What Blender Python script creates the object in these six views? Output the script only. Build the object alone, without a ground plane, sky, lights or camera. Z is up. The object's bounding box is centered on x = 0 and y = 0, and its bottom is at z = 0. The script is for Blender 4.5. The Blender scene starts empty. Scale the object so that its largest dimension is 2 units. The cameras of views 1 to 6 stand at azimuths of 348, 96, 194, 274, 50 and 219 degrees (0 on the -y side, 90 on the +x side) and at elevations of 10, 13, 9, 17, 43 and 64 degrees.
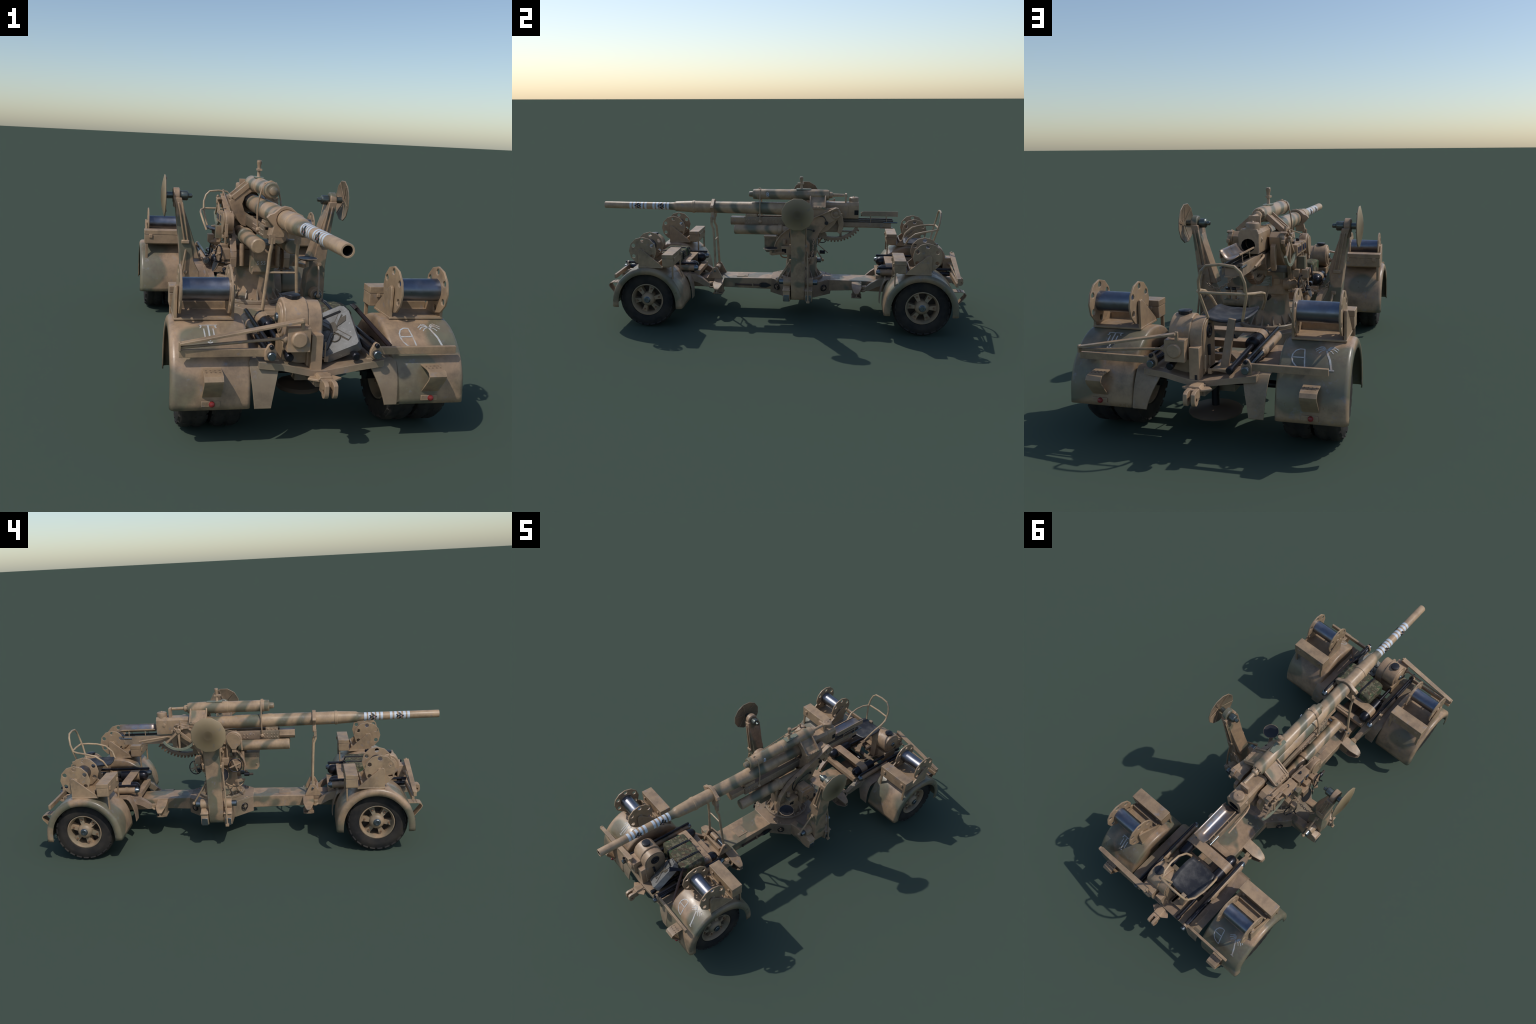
# Towed anti-aircraft field gun on two twin-wheeled bogies, desert paint.
import bpy, bmesh, math, random
from mathutils import Vector, Matrix
from math import sin, cos, pi, radians, sqrt, atan2

random.seed(7)
SC = bpy.context.scene

# ------------------------------------------------------------------ materials
def srgb(r, g, b):
    f = lambda c: (c/255/12.92) if c <= 10 else ((c/255+0.055)/1.055)**2.4
    return (f(r), f(g), f(b), 1.0)

class NT:
    """tiny helper round a node tree"""
    def __init__(self, name):
        self.m = bpy.data.materials.new(name)
        self.m.use_nodes = True
        self.t = self.m.node_tree
        self.b = self.t.nodes['Principled BSDF']
        self.co = self.n('ShaderNodeTexCoord').outputs['Object']
    def n(self, kind, **kw):
        nd = self.t.nodes.new(kind)
        for k, v in kw.items():
            setattr(nd, k, v)
        return nd
    def l(self, a, b):
        self.t.links.new(a, b)
    def noise(self, scale, detail=4, rough=.55, co=None, dist=0.0):
        nd = self.n('ShaderNodeTexNoise')
        nd.inputs['Scale'].default_value = scale
        nd.inputs['Detail'].default_value = detail
        nd.inputs['Roughness'].default_value = rough
        nd.inputs['Distortion'].default_value = dist
        self.l(co or self.co, nd.inputs['Vector'])
        return nd.outputs['Fac']
    def ramp(self, fac, stops, interp='LINEAR'):
        nd = self.n('ShaderNodeValToRGB')
        e = nd.color_ramp.elements
        nd.color_ramp.interpolation = interp
        while len(e) < len(stops):
            e.new(0.5)
        for el, (p, c) in zip(e, stops):
            el.position = p
            el.color = c if isinstance(c, tuple) else (c, c, c, 1)
        self.l(fac, nd.inputs['Fac'])
        return nd.outputs['Color']
    def mix(self, fac, a, b, mode='MIX'):
        nd = self.n('ShaderNodeMix', data_type='RGBA', blend_type=mode)
        for sock, v in ((nd.inputs[0], fac), (nd.inputs[6], a), (nd.inputs[7], b)):
            if isinstance(v, (int, float)):
                sock.default_value = v
            elif isinstance(v, tuple):
                sock.default_value = v
            else:
                self.l(v, sock)
        return nd.outputs[2]
    def math(self, op, a, b=0.0, clamp=False):
        nd = self.n('ShaderNodeMath', operation=op, use_clamp=clamp)
        for sock, v in zip(nd.inputs, (a, b)):
            if isinstance(v, (int, float)):
                sock.default_value = v
            else:
                self.l(v, sock)
        return nd.outputs[0]
    def axis(self, i):
        nd = self.n('ShaderNodeSeparateXYZ')
        self.l(self.co, nd.inputs[0])
        return nd.outputs[i]
    def offset(self, v):
        nd = self.n('ShaderNodeMapping')
        nd.inputs['Location'].default_value = v
        self.l(self.co, nd.inputs['Vector'])
        return nd.outputs[0]
    def done(self, col, rough=.5, metal=0.0, bump=None, bs=.1, spec=.5):
        if isinstance(col, tuple):
            self.b.inputs['Base Color'].default_value = col
        else:
            self.l(col, self.b.inputs['Base Color'])
        for k, v in (('Roughness', rough), ('Metallic', metal)):
            if isinstance(v, (int, float)):
                self.b.inputs[k].default_value = v
            else:
                self.l(v, self.b.inputs[k])
        self.b.inputs['Specular IOR Level'].default_value = spec
        if bump is not None:
            bn = self.n('ShaderNodeBump')
            bn.inputs['Strength'].default_value = bs
            bn.inputs['Distance'].default_value = .004
            self.l(bump, bn.inputs['Height'])
            self.l(bn.outputs[0], self.b.inputs['Normal'])
        return self.m

SAND = srgb(171, 142, 114)
SAND_D = srgb(116, 96, 80)
OCHRE = srgb(152, 130, 98)
GREEN = srgb(95, 100, 84)
GRIME = srgb(88, 77, 66)
BLUISH = srgb(128, 128, 136)

def weather(t, base, grime=.55, chips=True):
    """mottling, dirt, faint blue-grey rub marks shared by all painted parts"""
    big = t.ramp(t.noise(5.5, 4, .6, t.offset((2, 4, 9))), [(.36, 0), (.66, 1)])
    c = t.mix(t.math('MULTIPLY', big, .60), base, t.mix(.60, base, OCHRE))
    c = t.mix(t.ramp(t.noise(24, 6, .68, t.offset((3, 1, 2))), [(.42, 0), (.70, .70)]), c, t.mix(.62, c, SAND_D))
    c = t.mix(t.ramp(t.noise(10, 7, .72, t.offset((7, 5, 1))), [(.47, 0), (.68, grime)]), c, GRIME)
    c = t.mix(t.ramp(t.noise(42, 6, .75, t.offset((6, 2, 8))), [(.52, 0), (.74, .13)]), c, GRIME)
    bv = t.n('ShaderNodeBevel', samples=4)
    bv.inputs['Radius'].default_value = .0035
    gn = t.n('ShaderNodeNewGeometry')
    dp = t.n('ShaderNodeVectorMath', operation='DOT_PRODUCT')
    t.l(bv.outputs[0], dp.inputs[0])
    t.l(gn.outputs['Normal'], dp.inputs[1])
    ed = t.ramp(dp.outputs['Value'], [(.80, .55), (.985, 0)])
    ed = t.math('MULTIPLY', ed, t.ramp(t.noise(28, 4, .7, t.offset((4, 4, 4))), [(.35, .25), (.6, 1)]))
    c = t.mix(ed, c, srgb(198, 172, 144))
    v = t.ramp(t.noise(3.2, 5, .62, t.offset((8, 3, 3))), [(.32, .86), (.68, 1.14)])
    c = t.mix(1.0, c, v, 'MULTIPLY')
    if chips:
        c = t.mix(t.ramp(t.noise(30, 3, .7, t.offset((1, 9, 4))), [(.60, 0), (.74, .55)]), c, BLUISH)
    return c

def paint(name, camo=0.0, scale=5.0, base=SAND, off=(0, 0, 0), rough=.42, soft=.05, thr=.55):
    t = NT(name)
    b = base
    if camo > 0:
        mk = t.ramp(t.noise(scale, 1.0, .4, t.offset(off)), [(thr-soft, 0), (thr+soft, camo)])
        b = t.mix(mk, base, GREEN)
    c = weather(t, b)
    r = t.ramp(t.noise(18, 4), [(.3, rough-.07), (.75, rough+.16)])
    return t.done(c, r, 0.0, t.noise(160, 4, .6), .05)

M_SAND = paint('sand_paint', base=SAND)
M_TAN = paint('tan_paint', base=srgb(165, 138, 109))
M_CAMO = paint('camouflage_paint', camo=.95, scale=10.0, thr=.525, soft=.025)
M_DUST = paint('dusty_paint', camo=.5, scale=4.0, base=srgb(152, 128, 107), thr=.52, soft=.09, off=(4, 2, 0), rough=.5)
BLOTCH = [((-.385, -.80, .17), .11), ((-.345, -.755, .28), .085), ((.275, -.81, .165), .10), ((.405, -.74, .285), .085),
          ((-.30, -.50, .24), .09), ((.40, -.50, .22), .08), ((-.30, .90, .20), .13), ((-.42, .86, .26), .09), ((.415, .90, .19), .11),
          ((.30, .83, .30), .08), ((.25, .58, .22), .10), ((-.38, .58, .20), .08)]
def fender_paint():
    t = NT('fender_paint')
    ax = t.math('ABSOLUTE', t.axis(0))
    edge = t.math('MULTIPLY', t.math('SUBTRACT', ax, .36), 1.6, True)
    n = t.math('ADD', t.noise(4.6, 1.5, .5, t.offset((1.3, .4, 2.2))), edge)
    n = t.math('ADD', n, -.08)
    for c, r in BLOTCH:
        d = t.n('ShaderNodeVectorMath', operation='DISTANCE')
        t.l(t.co, d.inputs[0])
        d.inputs[1].default_value = c
        k = t.math('SUBTRACT', 1.0, t.math('DIVIDE', d.outputs['Value'], r), True)
        n = t.math('ADD', n, t.math('MULTIPLY', k, .48))
    mk = t.ramp(n, [(.50, 0), (.60, .9)])
    c = weather(t, t.mix(mk, SAND, GREEN), .6)
    return t.done(c, t.ramp(t.noise(18, 4), [(.3, .26), (.75, .46)]), 0.0, t.noise(160, 4, .6), .05)
M_FEND = fender_paint()

def banded(name, stops, slant=.5, wob=.10, white=None, z0=.56, x0=0.0):
    """camouflage in bands along the tube (object y), optional white kill rings"""
    t = NT(name)
    y = t.axis(1)
    s = t.math('ADD', y, t.math('MULTIPLY', t.math('ADD', t.axis(2), t.axis(0)), slant))
    s = t.math('SUBTRACT', s, (z0+x0)*slant)
    s = t.math('ADD', s, t.math('MULTIPLY', t.math('SUBTRACT', t.noise(6, 1), .5), wob))
    f = t.math('DIVIDE', t.math('ADD', s, 1.0), 2.0)
    st = []
    for a, b in stops:
        a2, b2 = (a+1)/2, (b+1)/2
        st += [(a2-.004, 0), (a2+.004, .95), (b2-.004, .95), (b2+.004, 0)]
    mk = t.ramp(f, [(0, 0)]+st)
    c = weather(t, t.mix(mk, srgb(180, 151, 120), srgb(90, 96, 80)), .35)
    if white:
        f2 = t.math('DIVIDE', t.math('ADD', y, .90), .40)
        st = [(0, 0)]
        for a, b in white:
            st += [((a+.9)/.4, 1.0), ((b+.9)/.4, 0)]
        wm = t.ramp(f2, st, 'CONSTANT')
        worn = t.math('MULTIPLY', wm, t.ramp(t.noise(60, 5, .7), [(.3, .72), (.5, .97)]))
        c = t.mix(worn, c, srgb(196, 205, 214))
    return t.done(c, t.ramp(t.noise(18, 4), [(.3, .33), (.75, .5)]), 0.0, t.noise(160, 4, .6), .04)

KILLS = [(y, y+.0125) for y in (-.856, -.8345, -.8125, -.7915, -.7695, -.7225, -.7030, -.6820, -.6610, -.6415)]
M_BARREL = banded('barrel_paint', [(-.61, -.575), (-.34, -.305), (-.25, -.20), (-.10, -.02), (.12, .17)], .6, .08, KILLS)
M_RECUP = banded('recuperator_paint', [(-.17, -.12), (-.055, .0), (.10, .16), (.225, .255)], .7, .10, None, .646)
M_CYL = banded('recoil_paint', [(-.225, -.185), (-.11, -.05), (.0, .03)], .8, .10, None, .46)

def foot_paint():
    t = NT('foot_disc_paint')
    nd = t.n('ShaderNodeVectorMath', operation='LENGTH')
    t.l(t.co, nd.inputs[0])
    r = t.math('DIVIDE', nd.outputs['Value'], .09)
    c = t.ramp(r, [(.12, srgb(84, 70, 48)), (.55, srgb(126, 109, 80)), (.95, srgb(156, 136, 106))])
    c = t.mix(t.ramp(t.noise(28, 6, .7), [(.62, 0), (.7, .7)]), c, srgb(96, 98, 104))
    c = t.mix(t.ramp(t.noise(9, 4), [(.45, 0), (.7, .2)]), c, GRIME)
    return t.done(c, .55, 0, t.noise(120, 4), .05)
M_FOOT = foot_paint()

def metal(name, col, rough=.3, met=.9, mott=.5, col2=None):
    t = NT(name)
    c = t.mix(t.ramp(t.noise(22, 5, .65), [(.4, 0), (.75, mott)]), col, col2 or srgb(60, 52, 48))
    r = t.ramp(t.noise(30, 4), [(.3, rough-.06), (.8, rough+.14)])
    return t.done(c, r, met)
M_STEEL = metal('bright_steel', srgb(150, 155, 162), .22, .95, .35, srgb(120, 105, 92))
M_DRUM = metal('drum_steel', srgb(128, 132, 142), .33, 1.0, .45, srgb(92, 84, 82))
M_DARK = metal('dark_gunmetal', srgb(44, 44, 50), .3, .6, .4, srgb(34, 30, 30))
M_BLACK = metal('black_enamel', srgb(34, 35, 40), .38, .2, .5, srgb(60, 60, 62))
M_PIN = metal('pin_steel', srgb(120, 128, 134), .3, .9, .4, srgb(80, 84, 82))
M_VOID = metal('bore_black', srgb(12, 12, 13), .8, .0, .1, srgb(20, 18, 17))
M_LENS = metal('lens_glass', srgb(40, 52, 84), .1, .2, .1)

def rubber():
    t = NT('tyre_rubber')
    c = t.mix(t.ramp(t.noise(30, 6, .7), [(.4, 0), (.75, .6)]), srgb(33, 32, 33), srgb(62, 57, 51))
    c = t.mix(t.ramp(t.noise(7, 3), [(.45, 0), (.75, .3)]), c, srgb(84, 74, 62))
    return t.done(c, .8, 0, t.noise(90, 4), .12, .3)
M_RUBBER = rubber()

def rim_mat():
    t = NT('wheel_paint')
    c = t.mix(t.ramp(t.noise(14, 3), [(.45, 0), (.6, .7)]), srgb(158, 134, 108), srgb(124, 116, 98))
    c = t.mix(t.ramp(t.noise(40, 6, .7), [(.52, 0), (.75, .5)]), c, srgb(110, 84, 62))
    return t.done(c, .5, 0, t.noise(120, 4), .06)
M_RIM = rim_mat()

def wood():
    t = NT('dark_wood')
    c = t.mix(t.noise(30, 6, .7), srgb(62, 42, 36), srgb(88, 64, 52))
    return t.done(c, .55)
M_WOOD = wood()

def lamp():
    t = NT('red_lamp')
    return t.done(t.mix(t.noise(60, 3), srgb(140, 48, 46), srgb(112, 36, 36)), .3)
M_RED = lamp()

def canmat():
    t = NT('worn_can_metal')
    c = t.mix(t.ramp(t.noise(16, 6, .7), [(.35, 0), (.7, 1)]), srgb(146, 144, 140), srgb(112, 110, 106))
    c = t.mix(t.ramp(t.noise(80, 5, .75), [(.6, 0), (.72, .8)]), c, srgb(196, 194, 190))
    c = t.mix(t.ramp(t.noise(11, 6, .7, t.offset((3, 3, 1))), [(.52, 0), (.72, .7)]), c, srgb(86, 80, 70))
    return t.done(c, .42, .25, t.noise(60, 6, .7), .15)
M_CAN = canmat()
M_STAIN = metal('can_stain', srgb(70, 62, 50), .6, 0, .6, srgb(116, 106, 92))

def cloth():
    t = NT('camouflage_cloth')
    c = t.mix(t.ramp(t.noise(34, 3, .7), [(.47, 0), (.5, 1)]), srgb(112, 106, 86), srgb(78, 78, 62))
    c = t.mix(t.ramp(t.noise(44, 3, .7, t.offset((2, 7, 3))), [(.55, 0), (.57, 1)]), c, srgb(82, 68, 56))
    c = t.mix(t.ramp(t.noise(60, 2, .6, t.offset((5, 1, 8))), [(.62, 0), (.64, 1)]), c, srgb(132, 124, 90))
    c = t.mix(t.ramp(t.noise(20, 2, .6, t.offset((1, 4, 6))), [(.6, 0), (.62, 1)]), c, srgb(70, 86, 62))
    return t.done(c, .85, 0, t.noise(300, 3), .3, .2)
M_CLOTH = cloth()

def white():
    t = NT('white_marking')
    c = t.mix(t.ramp(t.noise(70, 5, .75), [(.44, .1), (.68, .8)]), srgb(184, 188, 188), SAND)
    return t.done(c, .45)
M_WHITE = white()
def flat(name, col, rough=.5):
    t = NT(name)
    return t.done(t.mix(t.ramp(t.noise(50, 4), [(.4, 0), (.8, .25)]), col, GRIME), rough)
M_INK = flat('black_marking', srgb(26, 26, 30))
M_CRIM = flat('red_marking', srgb(190, 60, 66))
M_GREENP = flat('green_grey_paint', srgb(122, 126, 108))
M_TUBE = paint('frame_tube_paint', base=srgb(188, 160, 126))

# ------------------------------------------------------------------ geometry builder
def axes(d):
    d = Vector(d).normalized()
    a = Vector((0, 0, 1)) if abs(d.z) < .9 else Vector((0, 1, 0))
    u = d.cross(a).normalized()
    return d, u, d.cross(u).normalized()

class G:
    """collects primitives into one mesh"""
    def __init__(self, M=None):
        self.v, self.f, self.fm, self.mats = [], [], [], []
        self.M = M or Matrix.Identity(4)
        self.flip = self.M.determinant() < 0
    def mi(self, m):
        if m not in self.mats:
            self.mats.append(m)
        return self.mats.index(m)
    def add(self, vs, fs, m):
        o = len(self.v)
        self.v += [self.M @ Vector(p) for p in vs]
        i = self.mi(m)
        for f in fs:
            f = [o+k for k in f]
            self.f.append(f[::-1] if self.flip else f)
            self.fm.append(i)
    def box(self, c, s, m, rot=None, taper=None):
        """c centre, s full sizes, rot Matrix/Euler tuple in degrees"""
        R = rot if isinstance(rot, Matrix) else Matrix.Identity(3)
        if rot is not None and not isinstance(rot, Matrix):
            from mathutils import Euler
            R = Euler([radians(a) for a in rot]).to_matrix()
        vs = []
        for z in (-1, 1):
            for y in (-1, 1):
                for x in (-1, 1):
                    k = 1 if (taper is None or z < 0) else taper
                    vs.append(Vector(c)+R @ Vector((x*s[0]/2*k, y*s[1]/2*k, z*s[2]/2)))
        self.add(vs, [(0, 2, 3, 1), (4, 5, 7, 6), (0, 1, 5, 4), (2, 6, 7, 3), (0, 4, 6, 2), (1, 3, 7, 5)], m)
    def bar(self, p0, p1, w, h, m, up=(0, 0, 1), w1=None, h1=None):
        """rectangular bar between two points, w sideways, h along up"""
        p0, p1 = Vector(p0), Vector(p1)
        d = (p1-p0).normalized()
        s = d.cross(Vector(up)).normalized()
        u = s.cross(d).normalized()
        w1 = w if w1 is None else w1
        h1 = h if h1 is None else h1
        vs = [p+s*a*ww/2+u*b*hh/2 for p, ww, hh in ((p0, w, h), (p1, w1, h1)) for a, b in ((-1, -1), (1, -1), (1, 1), (-1, 1))]
        self.add(vs, [(0, 1, 2, 3), (7, 6, 5, 4), (4, 5, 1, 0), (5, 6, 2, 1), (6, 7, 3, 2), (7, 4, 0, 3)], m)
    def lathe(self, o, d, prof, m, n=20, cap0=True, cap1=True, phase=0.0):
        """surface of revolution: prof = [(distance along d, radius)]"""
        d, u, w = axes(d)
        o = Vector(o)
        vs, fs = [], []
        for t, r in prof:
            for i in range(n):
                a = 2*pi*i/n+phase
                vs.append(o+d*t+(u*cos(a)+w*sin(a))*r)
        for k in range(len(prof)-1):
            for i in range(n):
                j = (i+1) % n
                fs.append((k*n+i, k*n+j, (k+1)*n+j, (k+1)*n+i))
        if cap0:
            fs.append(tuple(range(n))[::-1])
        if cap1:
            b = (len(prof)-1)*n
            fs.append(tuple(b+i for i in range(n)))
        self.add(vs, fs, m)
    def cyl(self, p0, p1, r, m, r1=None, n=16, ch=0.0):
        p0, p1 = Vector(p0), Vector(p1)
        L = (p1-p0).length
        r1 = r if r1 is None else r1
        pr = [(0, r), (L, r1)]
        if ch:
            pr = [(0, r-ch), (ch, r), (L-ch, r1), (L, r1-ch)]
        self.lathe(p0, p1-p0, pr, m, n)
    def ball(self, c, r, m, n=14, d=(0, 0, 1), sq=1.0):
        k = 8
        self.lathe(c, d, [(-r*sq*cos(pi*i/k), max(r*sin(pi*i/k), 1e-4)) for i in range(k+1)], m, n)
    def torus(self, c, d, R, r, m, n=24, k=8, a0=0.0, a1=2*pi):
        d, u, w = axes(d)
        full = abs(a1-a0-2*pi) < 1e-6
        cnt = n if full else n+1
        pts = [Vector(c)+(u*cos(a0+(a1-a0)*i/n)+w*sin(a0+(a1-a0)*i/n))*R for i in range(cnt)]
        self.tube(pts, r, m, k, closed=full)
    def tube(self, pts, r, m, n=8, closed=False, smooth=0):
        pts = [Vector(p) for p in pts]
        for _ in range(smooth):          # corner cutting
            q = [pts[0]] if not closed else []
            rng = range(len(pts)-1) if not closed else range(len(pts))
            for i in rng:
                a, b = pts[i], pts[(i+1) % len(pts)]
                q += [a*.75+b*.25, a*.25+b*.75]
            if not closed:
                q.append(pts[-1])
            pts = q
        N = len(pts)
        rad = r if isinstance(r, (list, tuple)) else [r]*N
        vs, fs = [], []
        nrm = None
        for i in range(N):
            if closed:
                t = (pts[(i+1) % N]-pts[i-1]).normalized()
            else:
                t = (pts[min(i+1, N-1)]-pts[max(i-1, 0)]).normalized()
            if nrm is None:
                nrm = axes(t)[1]
            nrm = (nrm-t*nrm.dot(t)).normalized()
            b = t.cross(nrm)
            rr = rad[i] if len(rad) == N else rad[0]
            vs += [pts[i]+(nrm*cos(2*pi*k/n)+b*sin(2*pi*k/n))*rr for k in range(n)]
        for i in range(N if closed else N-1):
            a, b2 = i*n, ((i+1) % N)*n
            if closed and i == N-1:     # twist-free close: match nearest offset
                p = vs[a]
                off = min(range(n), key=lambda k: (vs[k]-p).length)
            else:
                off = 0
            for k in range(n):
                k2 = (k+1) % n
                fs.append((a+k, a+k2, b2+(k2+off) % n, b2+(k+off) % n))
        if not closed:
            fs.append(tuple(range(n))[::-1])
            fs.append(tuple((N-1)*n+k for k in range(n)))
        self.add(vs, fs, m)
    def prism(self, poly, plane, a, b, m, m2=None):
        """extrude 2-D outline; plane 'yz' (along x), 'xz' (along y), 'xy' (along z)"""
        def P(p, t):
            return {'yz': (t, p[0], p[1]), 'xz': (p[0], t, p[1]), 'xy': (p[0], p[1], t)}[plane]
        area = sum(poly[i][0]*poly[(i+1) % len(poly)][1]-poly[(i+1) % len(poly)][0]*poly[i][1] for i in range(len(poly)))
        if (area < 0) != (plane == 'xz'):
            poly = poly[::-1]
        if a > b:
            a, b = b, a
        n = len(poly)
        vs = [P(p, a) for p in poly]+[P(p, b) for p in poly]
        fs = [tuple(range(n))[::-1], tuple(range(n, 2*n))]
        self.add(vs, fs, m)
        self.add(vs, [(i, (i+1) % n, n+(i+1) % n, n+i) for i in range(n)], m2 or m)
    def plate(self, outer, holes, o, ux, uy, th, m, mi=None):
        """flat plate with holes: outlines in (ux,uy) coordinates, thickness along ux×uy"""
        ux, uy = Vector(ux), Vector(uy)
        nz = ux.cross(uy)
        bm = bmesh.new()
        loops = []
        for lp in [outer]+holes:
            vv = [bm.verts.new((p[0], p[1], 0)) for p in lp]
            loops.append([bm.edges.new((vv[i], vv[(i+1) % len(vv)])) for i in range(len(vv))])
        bmesh.ops.triangle_fill(bm, use_beauty=True, use_dissolve=False, edges=bm.edges[:])
        bm.verts.index_update()
        base = [v.co.copy() for v in bm.verts]
        tri = []
        for f in bm.faces:
            ids = [v.index for v in f.verts]
            if f.normal.z < 0:
                ids.reverse()
            tri.append(tuple(ids))
        bm.free()
        n = len(base)
        vs = [Vector(o)+ux*p.x+uy*p.y for p in base]+[Vector(o)+ux*p.x+uy*p.y+nz*th for p in base]
        fs = [t[::-1] for t in tri]+[tuple(i+n for i in t) for t in tri]
        self.add(vs, fs, m)
        k = 0
        for li, lp in enumerate([outer]+holes):
            c = len(lp)
            ar = sum(lp[i][0]*lp[(i+1) % c][1]-lp[(i+1) % c][0]*lp[i][1] for i in range(c))
            ids = list(range(k, k+c))
            if (ar < 0) != (li > 0):
                ids.reverse()
            self.add(vs, [(ids[i], ids[(i+1) % c], ids[(i+1) % c]+n, ids[i]+n) for i in range(c)], (mi or m) if li > 0 else m)
            k += c
    def done(self, name, parent=None, bevel=.0, angle=32, origin=None, seg=2, mod=None):
        me = bpy.data.meshes.new(name)
        o = Vector(origin) if origin is not None else Vector((0, 0, 0))
        me.from_pydata([tuple(p-o) for p in self.v], [], self.f)
        for m in self.mats:
            me.materials.append(m)
        me.polygons.foreach_set('material_index', self.fm)
        bm = bmesh.new()
        bm.from_mesh(me)
        bmesh.ops.remove_doubles(bm, verts=bm.verts, dist=2e-5)
        bmesh.ops.dissolve_degenerate(bm, dist=1e-5, edges=bm.edges)
        bm.to_mesh(me)
        bm.free()
        me.polygons.foreach_set('use_smooth', [True]*len(me.polygons))
        me.set_sharp_from_angle(angle=radians(angle))
        ob = bpy.data.objects.new(name, me)
        ob.location = o
        SC.collection.objects.link(ob)
        if parent:
            ob.parent = parent
            ob.matrix_parent_inverse = parent.matrix_world.inverted() if False else Matrix.Translation(-parent.location)
        if mod:
            mod(ob)
        if bevel:
            b = ob.modifiers.new('edge', 'BEVEL')
            b.width = bevel
            b.segments = seg
            b.limit_method = 'ANGLE'
            b.angle_limit = radians(40)
            b.harden_normals = False
        return ob

def clone(ob, parent, M):
    """another object sharing the mesh, moved by matrix M (world)"""
    c = ob.copy()
    SC.collection.objects.link(c)
    c.parent = parent
    c.matrix_parent_inverse = Matrix.Translation(-parent.location)
    c.matrix_basis = M @ ob.matrix_basis
    return c

def circle(r, n, c=(0, 0), ph=0.0):
    return [(c[0]+r*cos(2*pi*i/n+ph), c[1]+r*sin(2*pi*i/n+ph)) for i in range(n)]

def text_into(g, s, size, o, ux, uy, m, depth=.0008):
    cu = bpy.data.curves.new('txt', 'FONT')
    cu.body = s
    cu.size = size
    cu.align_x = 'CENTER'
    cu.align_y = 'CENTER'
    cu.resolution_u = 3
    cu.extrude = depth
    ob = bpy.data.objects.new('txt', cu)
    me = ob.to_mesh()
    ux, uy = Vector(ux), Vector(uy)
    nz = ux.cross(uy)
    vs = [Vector(o)+ux*v.co.x+uy*v.co.y+nz*v.co.z for v in me.vertices]
    g.add(vs, [tuple(p.vertices) for p in me.polygons], m)
    ob.to_mesh_clear()
    bpy.data.objects.remove(ob)
    bpy.data.curves.remove(cu)

# ------------------------------------------------------------------ roots
def empty(name, loc=(0, 0, 0)):
    e = bpy.data.objects.new(name, None)
    e.location = loc
    e.empty_display_size = .1
    SC.collection.objects.link(e)
    return e

GUN = empty('anti_aircraft_gun')
GUN['label'] = 'towed desert-camouflage field gun on two twin-wheel bogies'
GUN['category'] = 'field gun'

CX = .0135            # centre line of the bogie frame
FLIP = Matrix.Translation((2*CX-.0065, .086, 0)) @ Matrix.Rotation(pi, 4, 'Z')   # front bogie -> rear bogie
HUB_Y, HUB_Z, TYRE_R = -.656, .1455, .1455
REEL_X = {('F', 1): .338, ('F', -1): -.2995, ('R', -1): -.3195, ('R', 1): .3515}
BOX_X = {('F', 1): .3285, ('F', -1): -.296, ('R', -1): -.3195, ('R', 1): .350}
# wheel-station centre (front frame coordinates, side sign)
SPLASH = {('F', 1): (.244, .150, .236), ('F', -1): (-.172, -.104, -.188), ('R', -1): (-.2045, -.108, -.196), ('R', 1): (.2115, .144, .224)}
STATION = {('F', 1): .3315, ('F', -1): -.292, ('R', -1): -.3125, ('R', 1): .3530}

# ------------------------------------------------------------------ wheels
def make_tyre():
    g = G()
    w, R, ri = .0445, TYRE_R, .083
    prof = [(-.030, ri), (-.040, ri+.004), (-w, ri+.024), (-w+.001, R-.030), (-w+.005, R-.017), (-.034, R-.005),
            (-.026, R-.001), (-.010, R), (-.004, R-.0035), (.004, R-.0035), (.010, R), (.026, R-.001), (.034, R-.005),
            (w-.005, R-.017), (w-.001, R-.030), (w, ri+.024), (.040, ri+.004), (.030, ri)]
    n = 48
    g.lathe((0, 0, 0), (1, 0, 0), prof, M_RUBBER, n, False, False)
    # shoulder lugs
    for s in (-1, 1):
        for i in range(24):
            a = 2*pi*i/24
            R3 = Matrix.Rotation(a, 3, 'X')
            g.box(R3 @ Vector((s*.0345, 0, R-.0125)), (.011, .024, .0105), M_RUBBER, R3 @ Matrix.Rotation(s*radians(28), 3, 'Y'))
            R4 = Matrix.Rotation(a+.13, 3, 'X')
            g.box(R4 @ Vector((s*.016, 0, R-.0024)), (.018, .014, .0035), M_RUBBER, R4 @ Matrix.Rotation(radians(20)*s, 3, 'Z'))
    return g

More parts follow.
